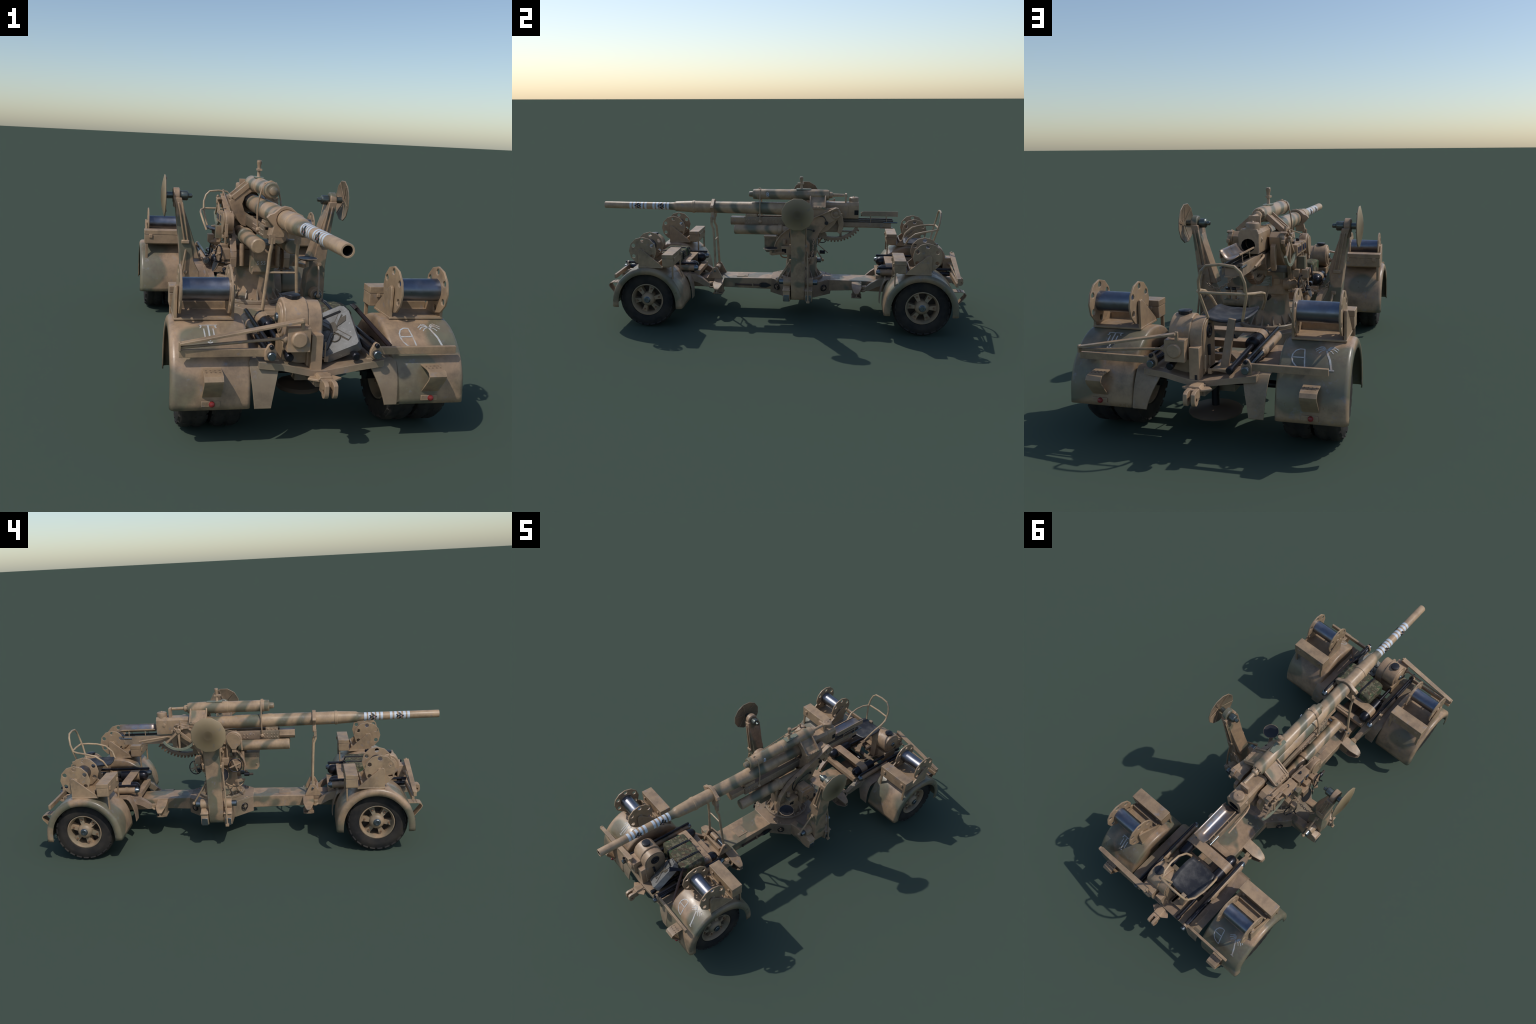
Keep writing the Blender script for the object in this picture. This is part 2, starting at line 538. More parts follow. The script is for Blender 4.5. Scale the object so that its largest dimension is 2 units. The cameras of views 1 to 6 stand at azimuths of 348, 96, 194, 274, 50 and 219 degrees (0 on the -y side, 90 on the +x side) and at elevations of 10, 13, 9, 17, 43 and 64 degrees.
def make_rim():
    """spoked wheel, outside face towards +x"""
    g = G()
    ri = .0835
    # rim barrel
    g.lathe((0, 0, 0), (1, 0, 0), [(-.036, ri-.012), (-.040, ri+.001), (.030, ri+.001), (.036, ri), (.037, ri-.004), (.028, ri-.010), (.006, ri-.013), (-.036, ri-.012)], M_RIM, 36, False, False)
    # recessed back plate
    g.lathe((0, 0, 0), (1, 0, 0), [(-.024, ri-.008), (-.020, ri-.008)], M_DEEPBROWN, 30)
    # six spokes, wide at the rim, waisted at the hub
    for i in range(6):
        a = 2*pi*i/6+.26
        R3 = Matrix.Rotation(a, 3, 'X')
        pts = [(-.020, .080), (-.012, .062), (-.008, .030), (.008, .030), (.012, .062), (.020, .080)]
        front = [Vector((.016 if p[1] > .05 else .024, p[0], p[1])) for p in pts]
        back = [Vector((-.012, p[0]*1.1, p[1])) for p in pts]
        vs = [R3 @ p for p in front+back]
        g.add(vs, [(0, 1, 2, 3, 4, 5)[::-1], (0, 1, 7, 6), (1, 2, 8, 7), (2, 3, 9, 8), (3, 4, 10, 9), (4, 5, 11, 10), (5, 0, 6, 11)], M_RIM)
        bo = R3 @ Vector((.018, 0, .058))
        g.cyl(bo, bo+Vector((.006, 0, 0)), .0045, M_RUST, n=8)
    g.lathe((0, 0, 0), (1, 0, 0), [(-.02, .036), (.024, .036), (.032, .031), (.037, .024), (.039, .018)], M_RIM, 24)
    g.lathe((0, 0, 0), (1, 0, 0), [(.039, .018), (.040, .0155), (.046, .015), (.0475, .013), (.0475, .0075), (.044, .007)], M_PIN, 18)
    return g

M_DEEPBROWN = flat('deep_brown', srgb(58, 48, 40), .7)
M_RUSTB = flat('tread_dimple', srgb(112, 92, 72), .6)
M_RUST = flat('rusty_bolt', srgb(124, 92, 68), .6)

# ------------------------------------------------------------------ fender profile helpers
FC = (-.649, .15)
def fender_half():
    return [(.184, .111), (.1825, .150), (.175, .190), (.159, .228), (.134, .262), (.102, .290), (.068, .3085), (.034, .318), (0, .321)]
FPROF = [(FC[0]-a, z) for a, z in fender_half()]+[(FC[0]+a, z) for a, z in fender_half()[::-1][1:]]
def catmull(P, k=3):
    out = []
    for i in range(len(P)-1):
        p0 = P[max(i-1, 0)]; p1 = P[i]; p2 = P[i+1]; p3 = P[min(i+2, len(P)-1)]
        for j in range(k):
            t = j/k
            out.append(tuple(.5*((2*p1[c])+(p2[c]-p0[c])*t+(2*p0[c]-5*p1[c]+4*p2[c]-p3[c])*t*t+(3*p1[c]-p0[c]-3*p2[c]+p3[c])*t**3) for c in range(2)))
    out.append(P[-1])
    return out
FS = catmull(FPROF, 2)
def prof_normals(P):
    ns = []
    for i in range(len(P)):
        a, b = P[max(i-1, 0)], P[min(i+1, len(P)-1)]
        t = Vector((b[0]-a[0], b[1]-a[1])).normalized()
        ns.append(Vector((-t.y, t.x)))
    return ns
FN = prof_normals(FS)
FLEN = [0.0]
for i in range(1, len(FS)):
    FLEN.append(FLEN[-1]+math.dist(FS[i], FS[i-1]))
def on_fender(x, s, up=.0):
    """point on the fender skin at arc length s from the outboard lower edge"""
    for i in range(1, len(FS)):
        if s <= FLEN[i] or i == len(FS)-1:
            t = (s-FLEN[i-1])/(FLEN[i]-FLEN[i-1])
            y = FS[i-1][0]*(1-t)+FS[i][0]*t
            z = FS[i-1][1]*(1-t)+FS[i][1]*t
            n = (FN[i-1]*(1-t)+FN[i]*t).normalized()
            return Vector((x, y+n.x*up, z+n.y*up)), Vector((0, n.x, n.y))

def fender(cx, side, M):
    g = G(M)
    h = .1085
    cs = [(.033, h), (.014, h), (.006, h-.003), (.0015, h-.008), (0, h-.015), (0, -h+.011), (.0012, -h+.006), (.005, -h+.0015), (.010, -h), (.070, -h-.002)]
    vs, fs = [], []
    K = len(cs)
    for (y, z), n in zip(FS, FN):
        for d, x in cs:
            vs.append((cx+side*x, y-n.x*d, z-n.y*d))
    for i in range(len(FS)-1):
        for k in range(K-1):
            f = (i*K+k, i*K+k+1, (i+1)*K+k+1, (i+1)*K+k)
            fs.append(f[::-1] if side > 0 else f)
    g.add(vs, fs, M_FEND)
    def sol(ob):
        s = ob.modifiers.new('sheet', 'SOLIDIFY')
        s.thickness = .0035
        s.offset = -1
    return g, sol

# strokes painted on the fender skin -------------------------------------------------
def stroke(g, pts, w, m, up=.0009):
    """pts in (x, s) on the fender; flat ribbon"""
    P = []
    for a, b in zip(pts[:-1], pts[1:]):
        L = math.dist(a, b)
        k = max(1, int(L/.004))
        for j in range(k):
            P.append((a[0]+(b[0]-a[0])*j/k, a[1]+(b[1]-a[1])*j/k))
    P.append(pts[-1])
    vs = []
    for i, p in enumerate(P):
        a, b = P[max(i-1, 0)], P[min(i+1, len(P)-1)]
        t = Vector((b[0]-a[0], b[1]-a[1])).normalized()
        nn = Vector((-t.y, t.x))*w/2
        for sgn in (1, -1):
            vs.append(on_fender(p[0]+nn.x*sgn, p[1]+nn.y*sgn, up)[0])
    fs = [(2*i, 2*i+1, 2*i+3, 2*i+2) for i in range(len(P)-1)]
    g.add(vs, fs, m)

def arc2(c, r, a0, a1, n=12, ry=None):
    ry = r if ry is None else ry
    return [(c[0]+r*cos(radians(a0+(a1-a0)*i/n)), c[1]+ry*sin(radians(a0+(a1-a0)*i/n))) for i in range(n+1)]

# ------------------------------------------------------------------ bogie
def bogie(tag, M):
    rear = tag == 'R'
    # ---- frame: deck, rails, splash plates, draw-bar (the part mesh of the bogie)
    g = G(M)
    zt, th = .234, .019
    dz = [(-.165, .2395), (-.10, .2325), (-.05, .2215), (-.015, .2135), (.02, .2125), (.06, .219), (.12, .2295), (.19, .2395)]
    g.prism(dz+[(x, z-th) for x, z in dz[::-1]], 'xz', -.826, -.705, M_DUST)
    for s in (-1, 1):
        X = lambda a: CX+s*a
        # side rail plates under the tubes
        g.prism([(X(.112), -.725), (X(.172), -.735), (X(.182), -.60), (X(.165), -.50), (X(.112), -.50)], 'xy', zt-th-.001, zt-.001, M_DUST)
        g.box((X(.118), -.60, .216), (.012, .22, .030), M_DUST)
        # curved mud guard strip inboard of the wheels
        ob, it, ot = SPLASH[(tag, s)]
        ins, outs = [], []
        for (y, z) in FS:
            zz = min(z, .2365)
            t = max(0.0, min(1.0, (z-.104)/.125))
            lo = ob-s*.044
            yy = y if y < FC[0] else y+.012
            ins.append((lo+(it-lo)*t**1.3, yy, zz))
            outs.append((ob+(ot-ob)*t, yy, zz))
        n = len(ins)
        vs = ins+outs+[(p[0], p[1]*1.0+(.004 if p[1] < FC[0] else -.004), p[2]-.003) for p in ins]+[(p[0], p[1]+(.004 if p[1] < FC[0] else -.004), p[2]-.003) for p in outs]
        fs = []
        for i in range(n-1):
            q = [(i, i+1, n+i+1, n+i), (2*n+i, 3*n+i, 3*n+i+1, 2*n+i+1), (i, 2*n+i, 2*n+i+1, i+1), (n+i, n+i+1, 3*n+i+1, 3*n+i)]
            fs += q if s > 0 else [f[::-1] for f in q]
        e = [(0, n, 3*n, 2*n), (n-1, 3*n-1, 4*n-1, 2*n-1)]
        fs += e if s > 0 else [f[::-1] for f in e]
        g.add(vs, fs, M_DUST)
        # curved carrying arm reaching in to the beam
        pr = [(-.60, .236), (-.50, .236), (-.455, .222), (-.415, .196), (-.383, .168), (-.383, .150), (-.40, .150), (-.44, .176), (-.49, .195), (-.56, .185), (-.60, .185)]
        K = len(pr)
        xo = lambda y: CX+s*(.118+max(0, min(1, (-.38-y)/.20))*.040)
        wd = lambda y: .009+max(0, min(1, (-.38-y)/.16))*.016
        vs = [(xo(y)-wd(y), y, z) for y, z in pr]+[(xo(y)+wd(y), y, z) for y, z in pr]
        ar = [tuple(range(K)), tuple(range(K, 2*K))[::-1]]+[(K+i, K+(i+1) % K, (i+1) % K, i) for i in range(K)]
        g.add(vs, ar, M_DUST)
        # hook
        g.torus((CX+s*.118, -.372, .155), (.55*s, .25, .8), .014, .0055, M_TAN, 14, 8)
        # bolts on deck
    # transverse members
    g.bar((CX-.115, -.452, .222), (CX+.115, -.452, .222), .030, .024, M_SAND)
    g.bar((CX-.115, -.56, .205), (CX+.115, -.56, .205), .022, .024, M_SAND)
    g.bar((CX-.13, -.655, .205), (CX+.13, -.655, .205), .020, .02, M_DUST)
    # central draw beam and block
    g.bar((CX, -.838, .188), (CX, -.48, .160), .044, .034, M_DUST)
    g.box((CX+.012, -.60, .135), (.07, .05, .05), M_DUST)
    # tie wire and small bracket on the deck
    g.tube([(CX+.012, -.80, .285), (CX+.012, -.802, .236), (CX-.06, -.70, .240), (CX-.02, -.55, .235)], .0022, M_TAN, 6)
    g.bar((CX+.02, -.79, .232), (CX+.03, -.68, .232), .012, .016, M_TAN)
    if rear:
        g.cyl((CX-.012, -.815, .210), (CX-.012, -.815, .228), .0075, M_BLACK)
    FR = g.done('bogie', GUN, bevel=.0018)
    # ---- axle
    g = G(M)
    xL, xR = STATION[(tag, -1)], STATION[(tag, 1)]
    g.cyl((xL, HUB_Y, .158), (xR, HUB_Y, .158), .012, M_DARK, n=14)
    g.cyl((xL+.13, HUB_Y, HUB_Z), (xL-.03, HUB_Y, HUB_Z), .022, M_DARK, n=14)
    g.cyl((xR-.13, HUB_Y, HUB_Z), (xR+.03, HUB_Y, HUB_Z), .022, M_DARK, n=14)
    g.done('axle', FR)
    # ---- draw hook (clevis)
    g = G(M)
    g.prism([(-.034, -.848), (-.008, -.864), (.006, -.870), (.024, -.870), (.040, -.864), (.062, -.848), (.046, -.830), (-.022, -.830)], 'xy', .194, .200, M_SAND)
    g.prism([(-.010, .200), (-.004, .209), (.028, .209), (.034, .200)], 'xz', -.868, -.828, M_SAND)
    g.box((.0135, -.850, .186), (.026, .044, .022), M_SAND)
    g.bar((.0125, -.86, .186), (.0125, -.882, .186), .032, .034, M_SAND)
    lug = [(-.872, .206), (-.903, .206), (-.913, .200)]+[(-.8985+.0165*cos(radians(a)), .180+.0185*sin(radians(a))) for a in range(170, 361, 19)]+[(-.872, .178)]
    hole = circle(.0055, 10, (-.8985, .180))
    for x in (-.005, .0195):
        g.plate(lug, [hole], (x, 0, 0), (0, 1, 0), (0, 0, 1), .0125, M_SAND, M_RUST)
    g.done('draw_hook', FR, bevel=.0012)
    # ---- stabilising jack below the frame
    g = G(M)
    if rear:
        g.cyl((.0, -.645, .21), (.0, -.645, .05), .013, M_DARK, n=16)
        g.lathe((.0, -.645, .047), (0, 0, 1), [(0, .088), (.006, .090), (.012, .082), (.018, .03), (.022, .016)], M_JACK, 14)
    else:
        g.cyl((.012, -.60, .16), (.012, -.60, .09), .013, M_DARK, n=16)
        g.lathe((.012, -.60, .082), (0, 0, 1), [(0, .070), (.006, .072), (.012, .066), (.018, .03), (.022, .016)], M_JACK, 14)
    g.done('jack_foot', FR)
    # ---- long dark push rods + tube recuperators either side
    for s in (-1, 1):
        g = G(M)
        x = CX+s*.1485
        g.cyl((x, -.842, .284), (x, -.447, .284), .0064, M_DARK, n=10, ch=.0015)
        g.cyl((x, -.846, .260), (x, -.65, .260), .0112, M_PIPE, n=12, ch=.002)
        g.cyl((x, -.848, .260), (x, -.832, .260), .0118, M_PIN, n=12, ch=.002)
        g.cyl((x-.004, -.80, .262), (x-.004, -.66, .262), .009, M_DARK, n=10)
        g.lathe((x, -.672, .260), (0, 1, 0), [(0, .010), (.012, .0135), (.016, .0165), (.215, .0165)], M_TUBEC, 16)
        g.lathe((x, -.457, .260), (0, 1, 0), [(0, .0168), (.006, .0168), (.020, .010), (.021, .006)], M_PIN, 12)
        for yy in (-.66, -.50):
            g.box((x, yy, .273), (.010, .012, .026), M_TAN)
        g.done('push_rod', FR)
        # damper cylinder
        g = G(M)
        x = CX+s*.0985
        zc = .262
        g.lathe((x, -.598, zc), (0, 1, 0), [(0, .012), (.004, .022), (.010, .0265), (.118, .0265), (.132, .0262), (.146, .020), (.153, .011), (.155, .003)], M_DARK, 18)
        g.lathe((x, -.534, zc), (0, 1, 0), [(0, .0285), (.046, .0285)], M_SAND, 18)
        g.cyl((x, -.59, zc-.001), (x-s*.004, -.818, .250), .0085, M_DARK, n=12)
        g.cyl((x-s*.0035, -.806, .2505), (x-s*.004, -.828, .2495), .0118, M_DARK, n=12, ch=.003)
        g.done('damper', FR)
    # strap plate over the dampers
    g = G(M)
    g.box((CX, -.511, .2885), (.196, .046, .006), M_SAND)
    g.done('strap_plate', FR, bevel=.0015)
    # ---- winch: drum housing, gear case, crank box
    g = G(M)
    wy, wz = -.740, .340
    g.lathe((-.094, wy, wz), (1, 0, 0), [(0, .053), (.003, .0565), (.066, .0575), (.069, .055)], M_SAND, 18)
    g.lathe((-.101, wy, wz), (1, 0, 0), [(0, .030), (.002, .036), (.008, .036)], M_TAN, 20)
    g.lathe((-.098, wy, wz), (1, 0, 0), [(0, .041), (.004, .043), (.006, .043)], M_SAND, 20)
    g.lathe((-.107, wy, wz), (1, 0, 0), [(0, .011), (.002, .0135), (.010, .0135)], M_PIN, 14)
    # D-shaped gear case
    D = [(wy+.056*cos(radians(a)), wz-.003+.053*sin(radians(a))) for a in range(0, 181, 22)]+[(wy-.056, .216), (wy+.056, .216)]
    g.prism(D, 'yz', -.025, .013, M_SAND)
    D2 = [(wy+.050*cos(radians(a)), wz-.003+.047*sin(radians(a))) for a in range(0, 181, 22)]+[(wy-.050, .222), (wy+.050, .222)]
    g.prism(D2, 'yz', .013, .017, M_TAN)
    g.lathe((.016, wy, wz+.006), (1, 0, 0), [(0, .024), (.003, .024), (.005, .021), (.005, .014), (.003, .013), (.003, .008), (.006, .006)], M_DARK, 20)
    # filler cap
    g.lathe((-.060, wy+.002, wz+.054), (0, 0, 1), [(0, .021), (.006, .022), (.0115, .0225), (.0125, .0205), (.0128, .004)], M_BLACK, 10)
    # base
    g.box((-.05, wy, .250), (.085, .085, .060), M_TAN)
    g.box((-.060, -.775, .300), (.02, .05, .02), M_TAN)
    # crank box in front
    g.box((-.060, -.811, .302), (.064, .050, .067), M_SAND)
    g.lathe((-.060, -.836, .304), (0, -1, 0), [(0, .0235), (.005, .023), (.009, .0195)], M_SAND, 12)
    g.lathe((-.092, -.822, .303), (-1, 0, 0), [(0, .012), (.005, .0125), (.010, .007), (.016, .006)], M_SAND, 14)
    # post beside it
    g.box((-.004, -.804, .2615), (.032, .034, .100), M_SAND)
    # brake lever
    g.bar((.022, -.752, .272), (.022, -.756, .306), .008, .010, M_BLACK, up=(0, 1, 0))
    g.cyl((.022, -.757, .240), (.022, -.754, .275), .003, M_TAN, n=8)
    W = g.done('winch', FR, bevel=.0018)
    # ---- thin steering rods laid out to the side
    g = G(M)
    g.bar((-.378, -.828, .294), (-.052, -.834, .356), .019, .0065, M_TAN, w1=.026)
    g.bar((-.052, -.834, .362), (-.052, -.834, .333), .010, .008, M_TAN, up=(0, 1, 0))
    g.box((-.379, -.828, .288), (.006, .014, .024), M_TAN)
    g.cyl((-.376, -.824, .283), (-.098, -.822, .304), .0044, M_TAN, n=8)
    g.done('steering_rod', FR, bevel=.001)
    # ---- marker bars on both sides, with the eye plate
    for s in (-1, 1):
        g = G(M)
        xa, xb = CX+s*.1485, (.404 if s > 0 else -.380)
        if rear:
            xb += .0
        eye = [(s*.016, .246), (-s*.004, .244), (-s*.016, .252), (-s*.016, .268), (-s*.006, .288), (0, .292), (s*.008, .288), (s*.016, .272)]
        g.prism([(xa+p[0], p[1]) for p in eye], 'xz', -.832, -.822, M_SAND)
        g.bar((xa+s*.008, -.820, .2655), (xb, -.820, .2655), .011, .0215, M_TAN)
        g.done('marker_bar', FR, bevel=.0012)
    # ---- wheel stations
    for s in (-1, 1):
        cx = STATION[(tag, s)]
        f, sol = fender(cx, s, M)
        f.done('fender', FR, mod=sol, angle=50)
        # step bracket with tread plate
        g = G(M)
        xs = .338 if s > 0 else -.292
        xs = cx+.001
        yf = -.8325
        pr = [(yf+.024, .221), (-.852, .2205), (-.868, .216), (-.876, .205), (-.872, .193), (-.851, .168), (yf, .1465)]
        inn = [(yf, .150), (-.849, .1705), (-.868, .1935), (-.872, .204), (-.8655, .213), (-.851, .217), (yf+.022, .2175)]
        g.prism(pr+inn, 'yz', xs-.0255, xs+.0255, M_TAN)
        for i in range(4):
            for j in range(2):
                g.lathe((xs-.018+.012*i, -.833-.015*j, .2209), (0, 0, 1), [(0, .0030), (.0008, .0026), (.0008, .0013), (.0003, .001)], M_RUSTB, 7)
        g.done('step', FR, bevel=.0008)
        # marker lamp on a strip
        g = G(M)
        zl = .1290
        g.box((cx-.001, -.8345, zl), (.050, .004, .015), M_TAN)
        g.lathe((cx+.002, -.836, zl), (0, -1, 0), [(0, .0085), (.004, .0085), (.008, .0065), (.010, .003)], M_RED, 14)
        g.done('marker_lamp', FR, bevel=.0008)
        # ---- cable reel on its bracket
        rx = REEL_X[(tag, s)]
        g = G(M)
        yc, zc, rd = -.6685, .404, .0715
        for sx in (-1, 1):
            xw = rx+sx*.0705
            holes = [circle(.0105, 8, (.055*cos(radians(90+60*k)), .055*sin(radians(90+60*k)))) for k in range(6)]
            g.plate(circle(rd, 12, ph=pi/12*0), holes, (xw-.003, yc, zc), (0, 1, 0), (0, 0, 1), .006, M_TAN)
            g.lathe((xw+sx*.003, yc, zc), (sx, 0, 0), [(0, .012), (.004, .010)], M_TAN, 12)
        g.lathe((rx-.0675, yc, zc), (1, 0, 0), [(0, .0345), (.004, .0335), (.131, .0335), (.135, .0345)], M_DRUM, 28)
        g.done('cable_reel', FR, bevel=.0008)
        g = G(M)
        g.box((rx, -.628, .322), (.172, .128, .007), M_TAN)
        for sx in (-1, 1):
            xw = rx+sx*.0805
            tri = [(-.690, .324), (-.690, .405), (-.686, .415), (-.677, .4185), (-.668, .413), (-.572, .332), (-.570, .324)]
            g.prism(tri, 'yz', xw-.0045, xw+.0045, M_TAN)
        g.box((rx, -.585, .336), (.150, .008, .026), M_TAN)
        g.box((rx, -.560, .3235), (.150, .06, .006), M_TAN)
        g.done('reel_bracket', FR, bevel=.0015)
        # ---- tool box standing on two legs
        bx = BOX_X[(tag, s)]
        g = G(M)
        g.box((bx, -.5385, .3475), (.186, .056, .040), M_TAN)
        g.box((bx, -.5385, .3785), (.188, .058, .021), M_TAN)
        for a in (-.065, .065):
            g.box((bx+a, -.5085, .362), (.016, .006, .018), M_SAND)
            g.box((bx+a, -.569, .362), (.012, .006, .012), M_SAND)
        g.done('tool_box', FR, bevel=.0018)
        g = G(M)
        for a in (-.083, .083):
            g.box((bx+a, -.516, .290), (.012, .007, .080), M_TAN)
        g.done('tool_box_leg', FR, bevel=.0012)
    # ---- painted markings on the two fenders
    g = G(M)
    cx = STATION[(tag, 1)]
    top = FLEN[-1]/2
    # half ring with bar
    a = cx-.040
    ring = [(a+.004, .2285), (a-.010, .229), (a-.022, .222), (a-.029, .208), (a-.030, .195), (a-.025, .180), (a-.014, .167), (a+.000, .160), (a+.014, .157), (a+.004, .2285)]
    stroke(g, ring, .0042, M_WHITE)
    stroke(g, [(a-.029, .197), (a+.008, .197)], .0040, M_WHITE)
    # palm tree: plain trunk, fronds
    px, ps = cx+.030, .229
    stroke(g, [(px, ps), (px+.006, ps-.016), (px+.015, ps-.036), (px+.023, ps-.068)], .0060, M_WHITE)
    stroke(g, [(px+.016, ps-.069), (px+.031, ps-.069)], .0044, M_WHITE)
    for dx, ds, b in ((-.034, .002, .012), (-.031, -.006, .010), (-.022, -.012, .006), (.036, .004, .012), (.033, -.005, .010), (.022, -.012, .006), (-.025, .010, .013), (.027, .011, .013)):
        stroke(g, [(px, ps), (px+dx*.35, ps+ds*.35+b*.8), (px+dx*.7, ps+ds*.7+b*.8), (px+dx, ps+ds)], .0030, M_WHITE)
    # other fender: column-like sign
    cx = STATION[(tag, -1)]
    qx, qs = cx+.000, .249
    stroke(g, arc2((qx-.026, qs-.006), .0062, -70, 90, 7)+[(qx+.026, qs+.0005)]+arc2((qx+.026, qs-.006), .0062, 90, 250, 7), .0036, M_WHITE)
    stroke(g, [(qx, qs), (qx+.002, qs-.060)], .0046, M_WHITE)
    stroke(g, [(qx-.013, qs-.014), (qx-.011, qs-.048)], .0038, M_WHITE)
    stroke(g, [(qx+.013, qs-.014), (qx+.015, qs-.050)], .0038, M_WHITE)
    stroke(g, [(qx-.005, qs-.062), (qx+.002, qs-.066), (qx+.009, qs-.062)], .0038, M_WHITE)
    g.done('painted_marking', FR)
    return FR

M_RAIL = metal('slide_rail', srgb(86, 78, 72), .4, .4, .5)
M_JACK = flat('jack_plate_paint', srgb(98, 82, 68), .65)
M_PIPE = metal('pipe_steel', srgb(70, 72, 78), .25, .85, .3)
M_TUBEC = paint('rod_tube_paint', camo=.9, scale=14, thr=.58, soft=.03, off=(2, 6, 1))

BF = bogie('F', Matrix.Identity(4))
# the station table of the rear bogie is stored in its own turned frame
BR = bogie('R', FLIP)

# wheels (shared meshes): two tyres + two rims per station
ty = make_tyre().done('tyre', BF, angle=40)
rm = make_rim().done('wheel_rim', BF, angle=35)
first = True
for tag, par, M in (('F', BF, Matrix.Identity(4)), ('R', BR, FLIP)):
    for s in (-1, 1):
        cx = STATION[(tag, s)]
        for off in (-.0545, .0385):
            c = M @ Vector((cx+s*off, HUB_Y, HUB_Z))
            outward = (1 if s*off*s > 0 else -1)
            sx = (s if off > 0 else -s)*(1 if tag == 'F' else -1)
            Mx = Matrix.Translation(c) @ Matrix.Rotation(random.uniform(0, 2*pi), 4, 'X')
            if sx < 0:
                Mx = Mx @ Matrix.Rotation(pi, 4, 'Z')
            for ob in (ty, rm):
                if first:
                    ob.matrix_basis = Mx
                    ob.parent = par
                    ob.matrix_parent_inverse = Matrix.Identity(4)
                else:
                    q = ob.copy()
                    SC.collection.objects.link(q)
                    q.parent = par
                    q.matrix_parent_inverse = Matrix.Identity(4)
                    q.matrix_basis = Mx
            first = False

# ------------------------------------------------------------------ rear riding seat
def seat():
    g = G()
    cx = -.050
    # stem with foot and clamp
    g.bar((cx+.001, .846, .222), (cx-.024, .832, .388), .026, .016, M_DUST, up=(0, 1, 0), w1=.022, h1=.014)
    g.box((cx+.004, .842, .236), (.075, .060, .008), M_TAN)
    g.bar((cx-.03, .775, .239), (cx+.02, .70, .239), .026, .014, M_TAN)
    S = g.done('riding_seat', BR, bevel=.0012)
    # pan: dished sheet
    g = G()
    nx, ny = 10, 9
    x0, x1, y0, y1 = -.076, .076, .676, .832
    vs, fs = [], []
    for j in range(ny+1):
        for i in range(nx+1):
            u, v = i/nx*2-1, j/ny*2-1
            w = 1-.16*max(0, v)**2-.10*max(0, -v)**3
            x = cx+.075*u*w*(1 if v > -.9 else .97)
            y = (y0+y1)/2+(y1-y0)/2*v*(1-.05*u*u)
            z = .380+.010*u*u*(1-.3*v)+.004*max(0, -v)**2*(1-abs(u))*2-.004*(1-u*u)
            vs.append((x, y, z))
    n1 = nx+1
    for j in range(ny):
        for i in range(nx):
            fs.append((j*n1+i, j*n1+i+1, (j+1)*n1+i+1, (j+1)*n1+i))
    g.add(vs, fs, M_SEAT)
    def sol(ob):
        s = ob.modifiers.new('t', 'SOLIDIFY')
        s.thickness = .007
        s.offset = 0
    g.done('seat_pan', BR, mod=sol, angle=60)
    g = G()
    r = .0048
    g.tube([(cx-.054, .825, .380), (cx-.074, .846, .462), (cx-.073, .858, .505), (cx-.062, .863, .537), (cx-.044, .866, .555), (cx, .867, .560), (cx+.044, .866, .555), (cx+.062, .863, .537), (cx+.073, .858, .505), (cx+.074, .846, .462), (cx+.054, .825, .380)], r, M_TUBE, 8)
    g.tube([(cx-.077, .680, .384), (cx-.090, .694, .418), (cx-.098, .730, .448), (cx-.098, .775, .460), (cx-.090, .820, .466), (cx-.070, .853, .470), (cx, .857, .470), (cx+.070, .853, .470), (cx+.090, .820, .466), (cx+.098, .775, .460), (cx+.098, .730, .448), (cx+.090, .694, .418), (cx+.077, .680, .384)], r, M_TUBE, 8)
    g.done('seat_rail', BR)
def seatmat():
    t = NT('seat_leather')
    c = t.mix(t.ramp(t.noise(20, 5, .7), [(.45, 0), (.7, 1)]), srgb(46, 46, 50), srgb(84, 82, 80))
    return t.done(c, .45, .1)
M_SEAT = seatmat()
seat()

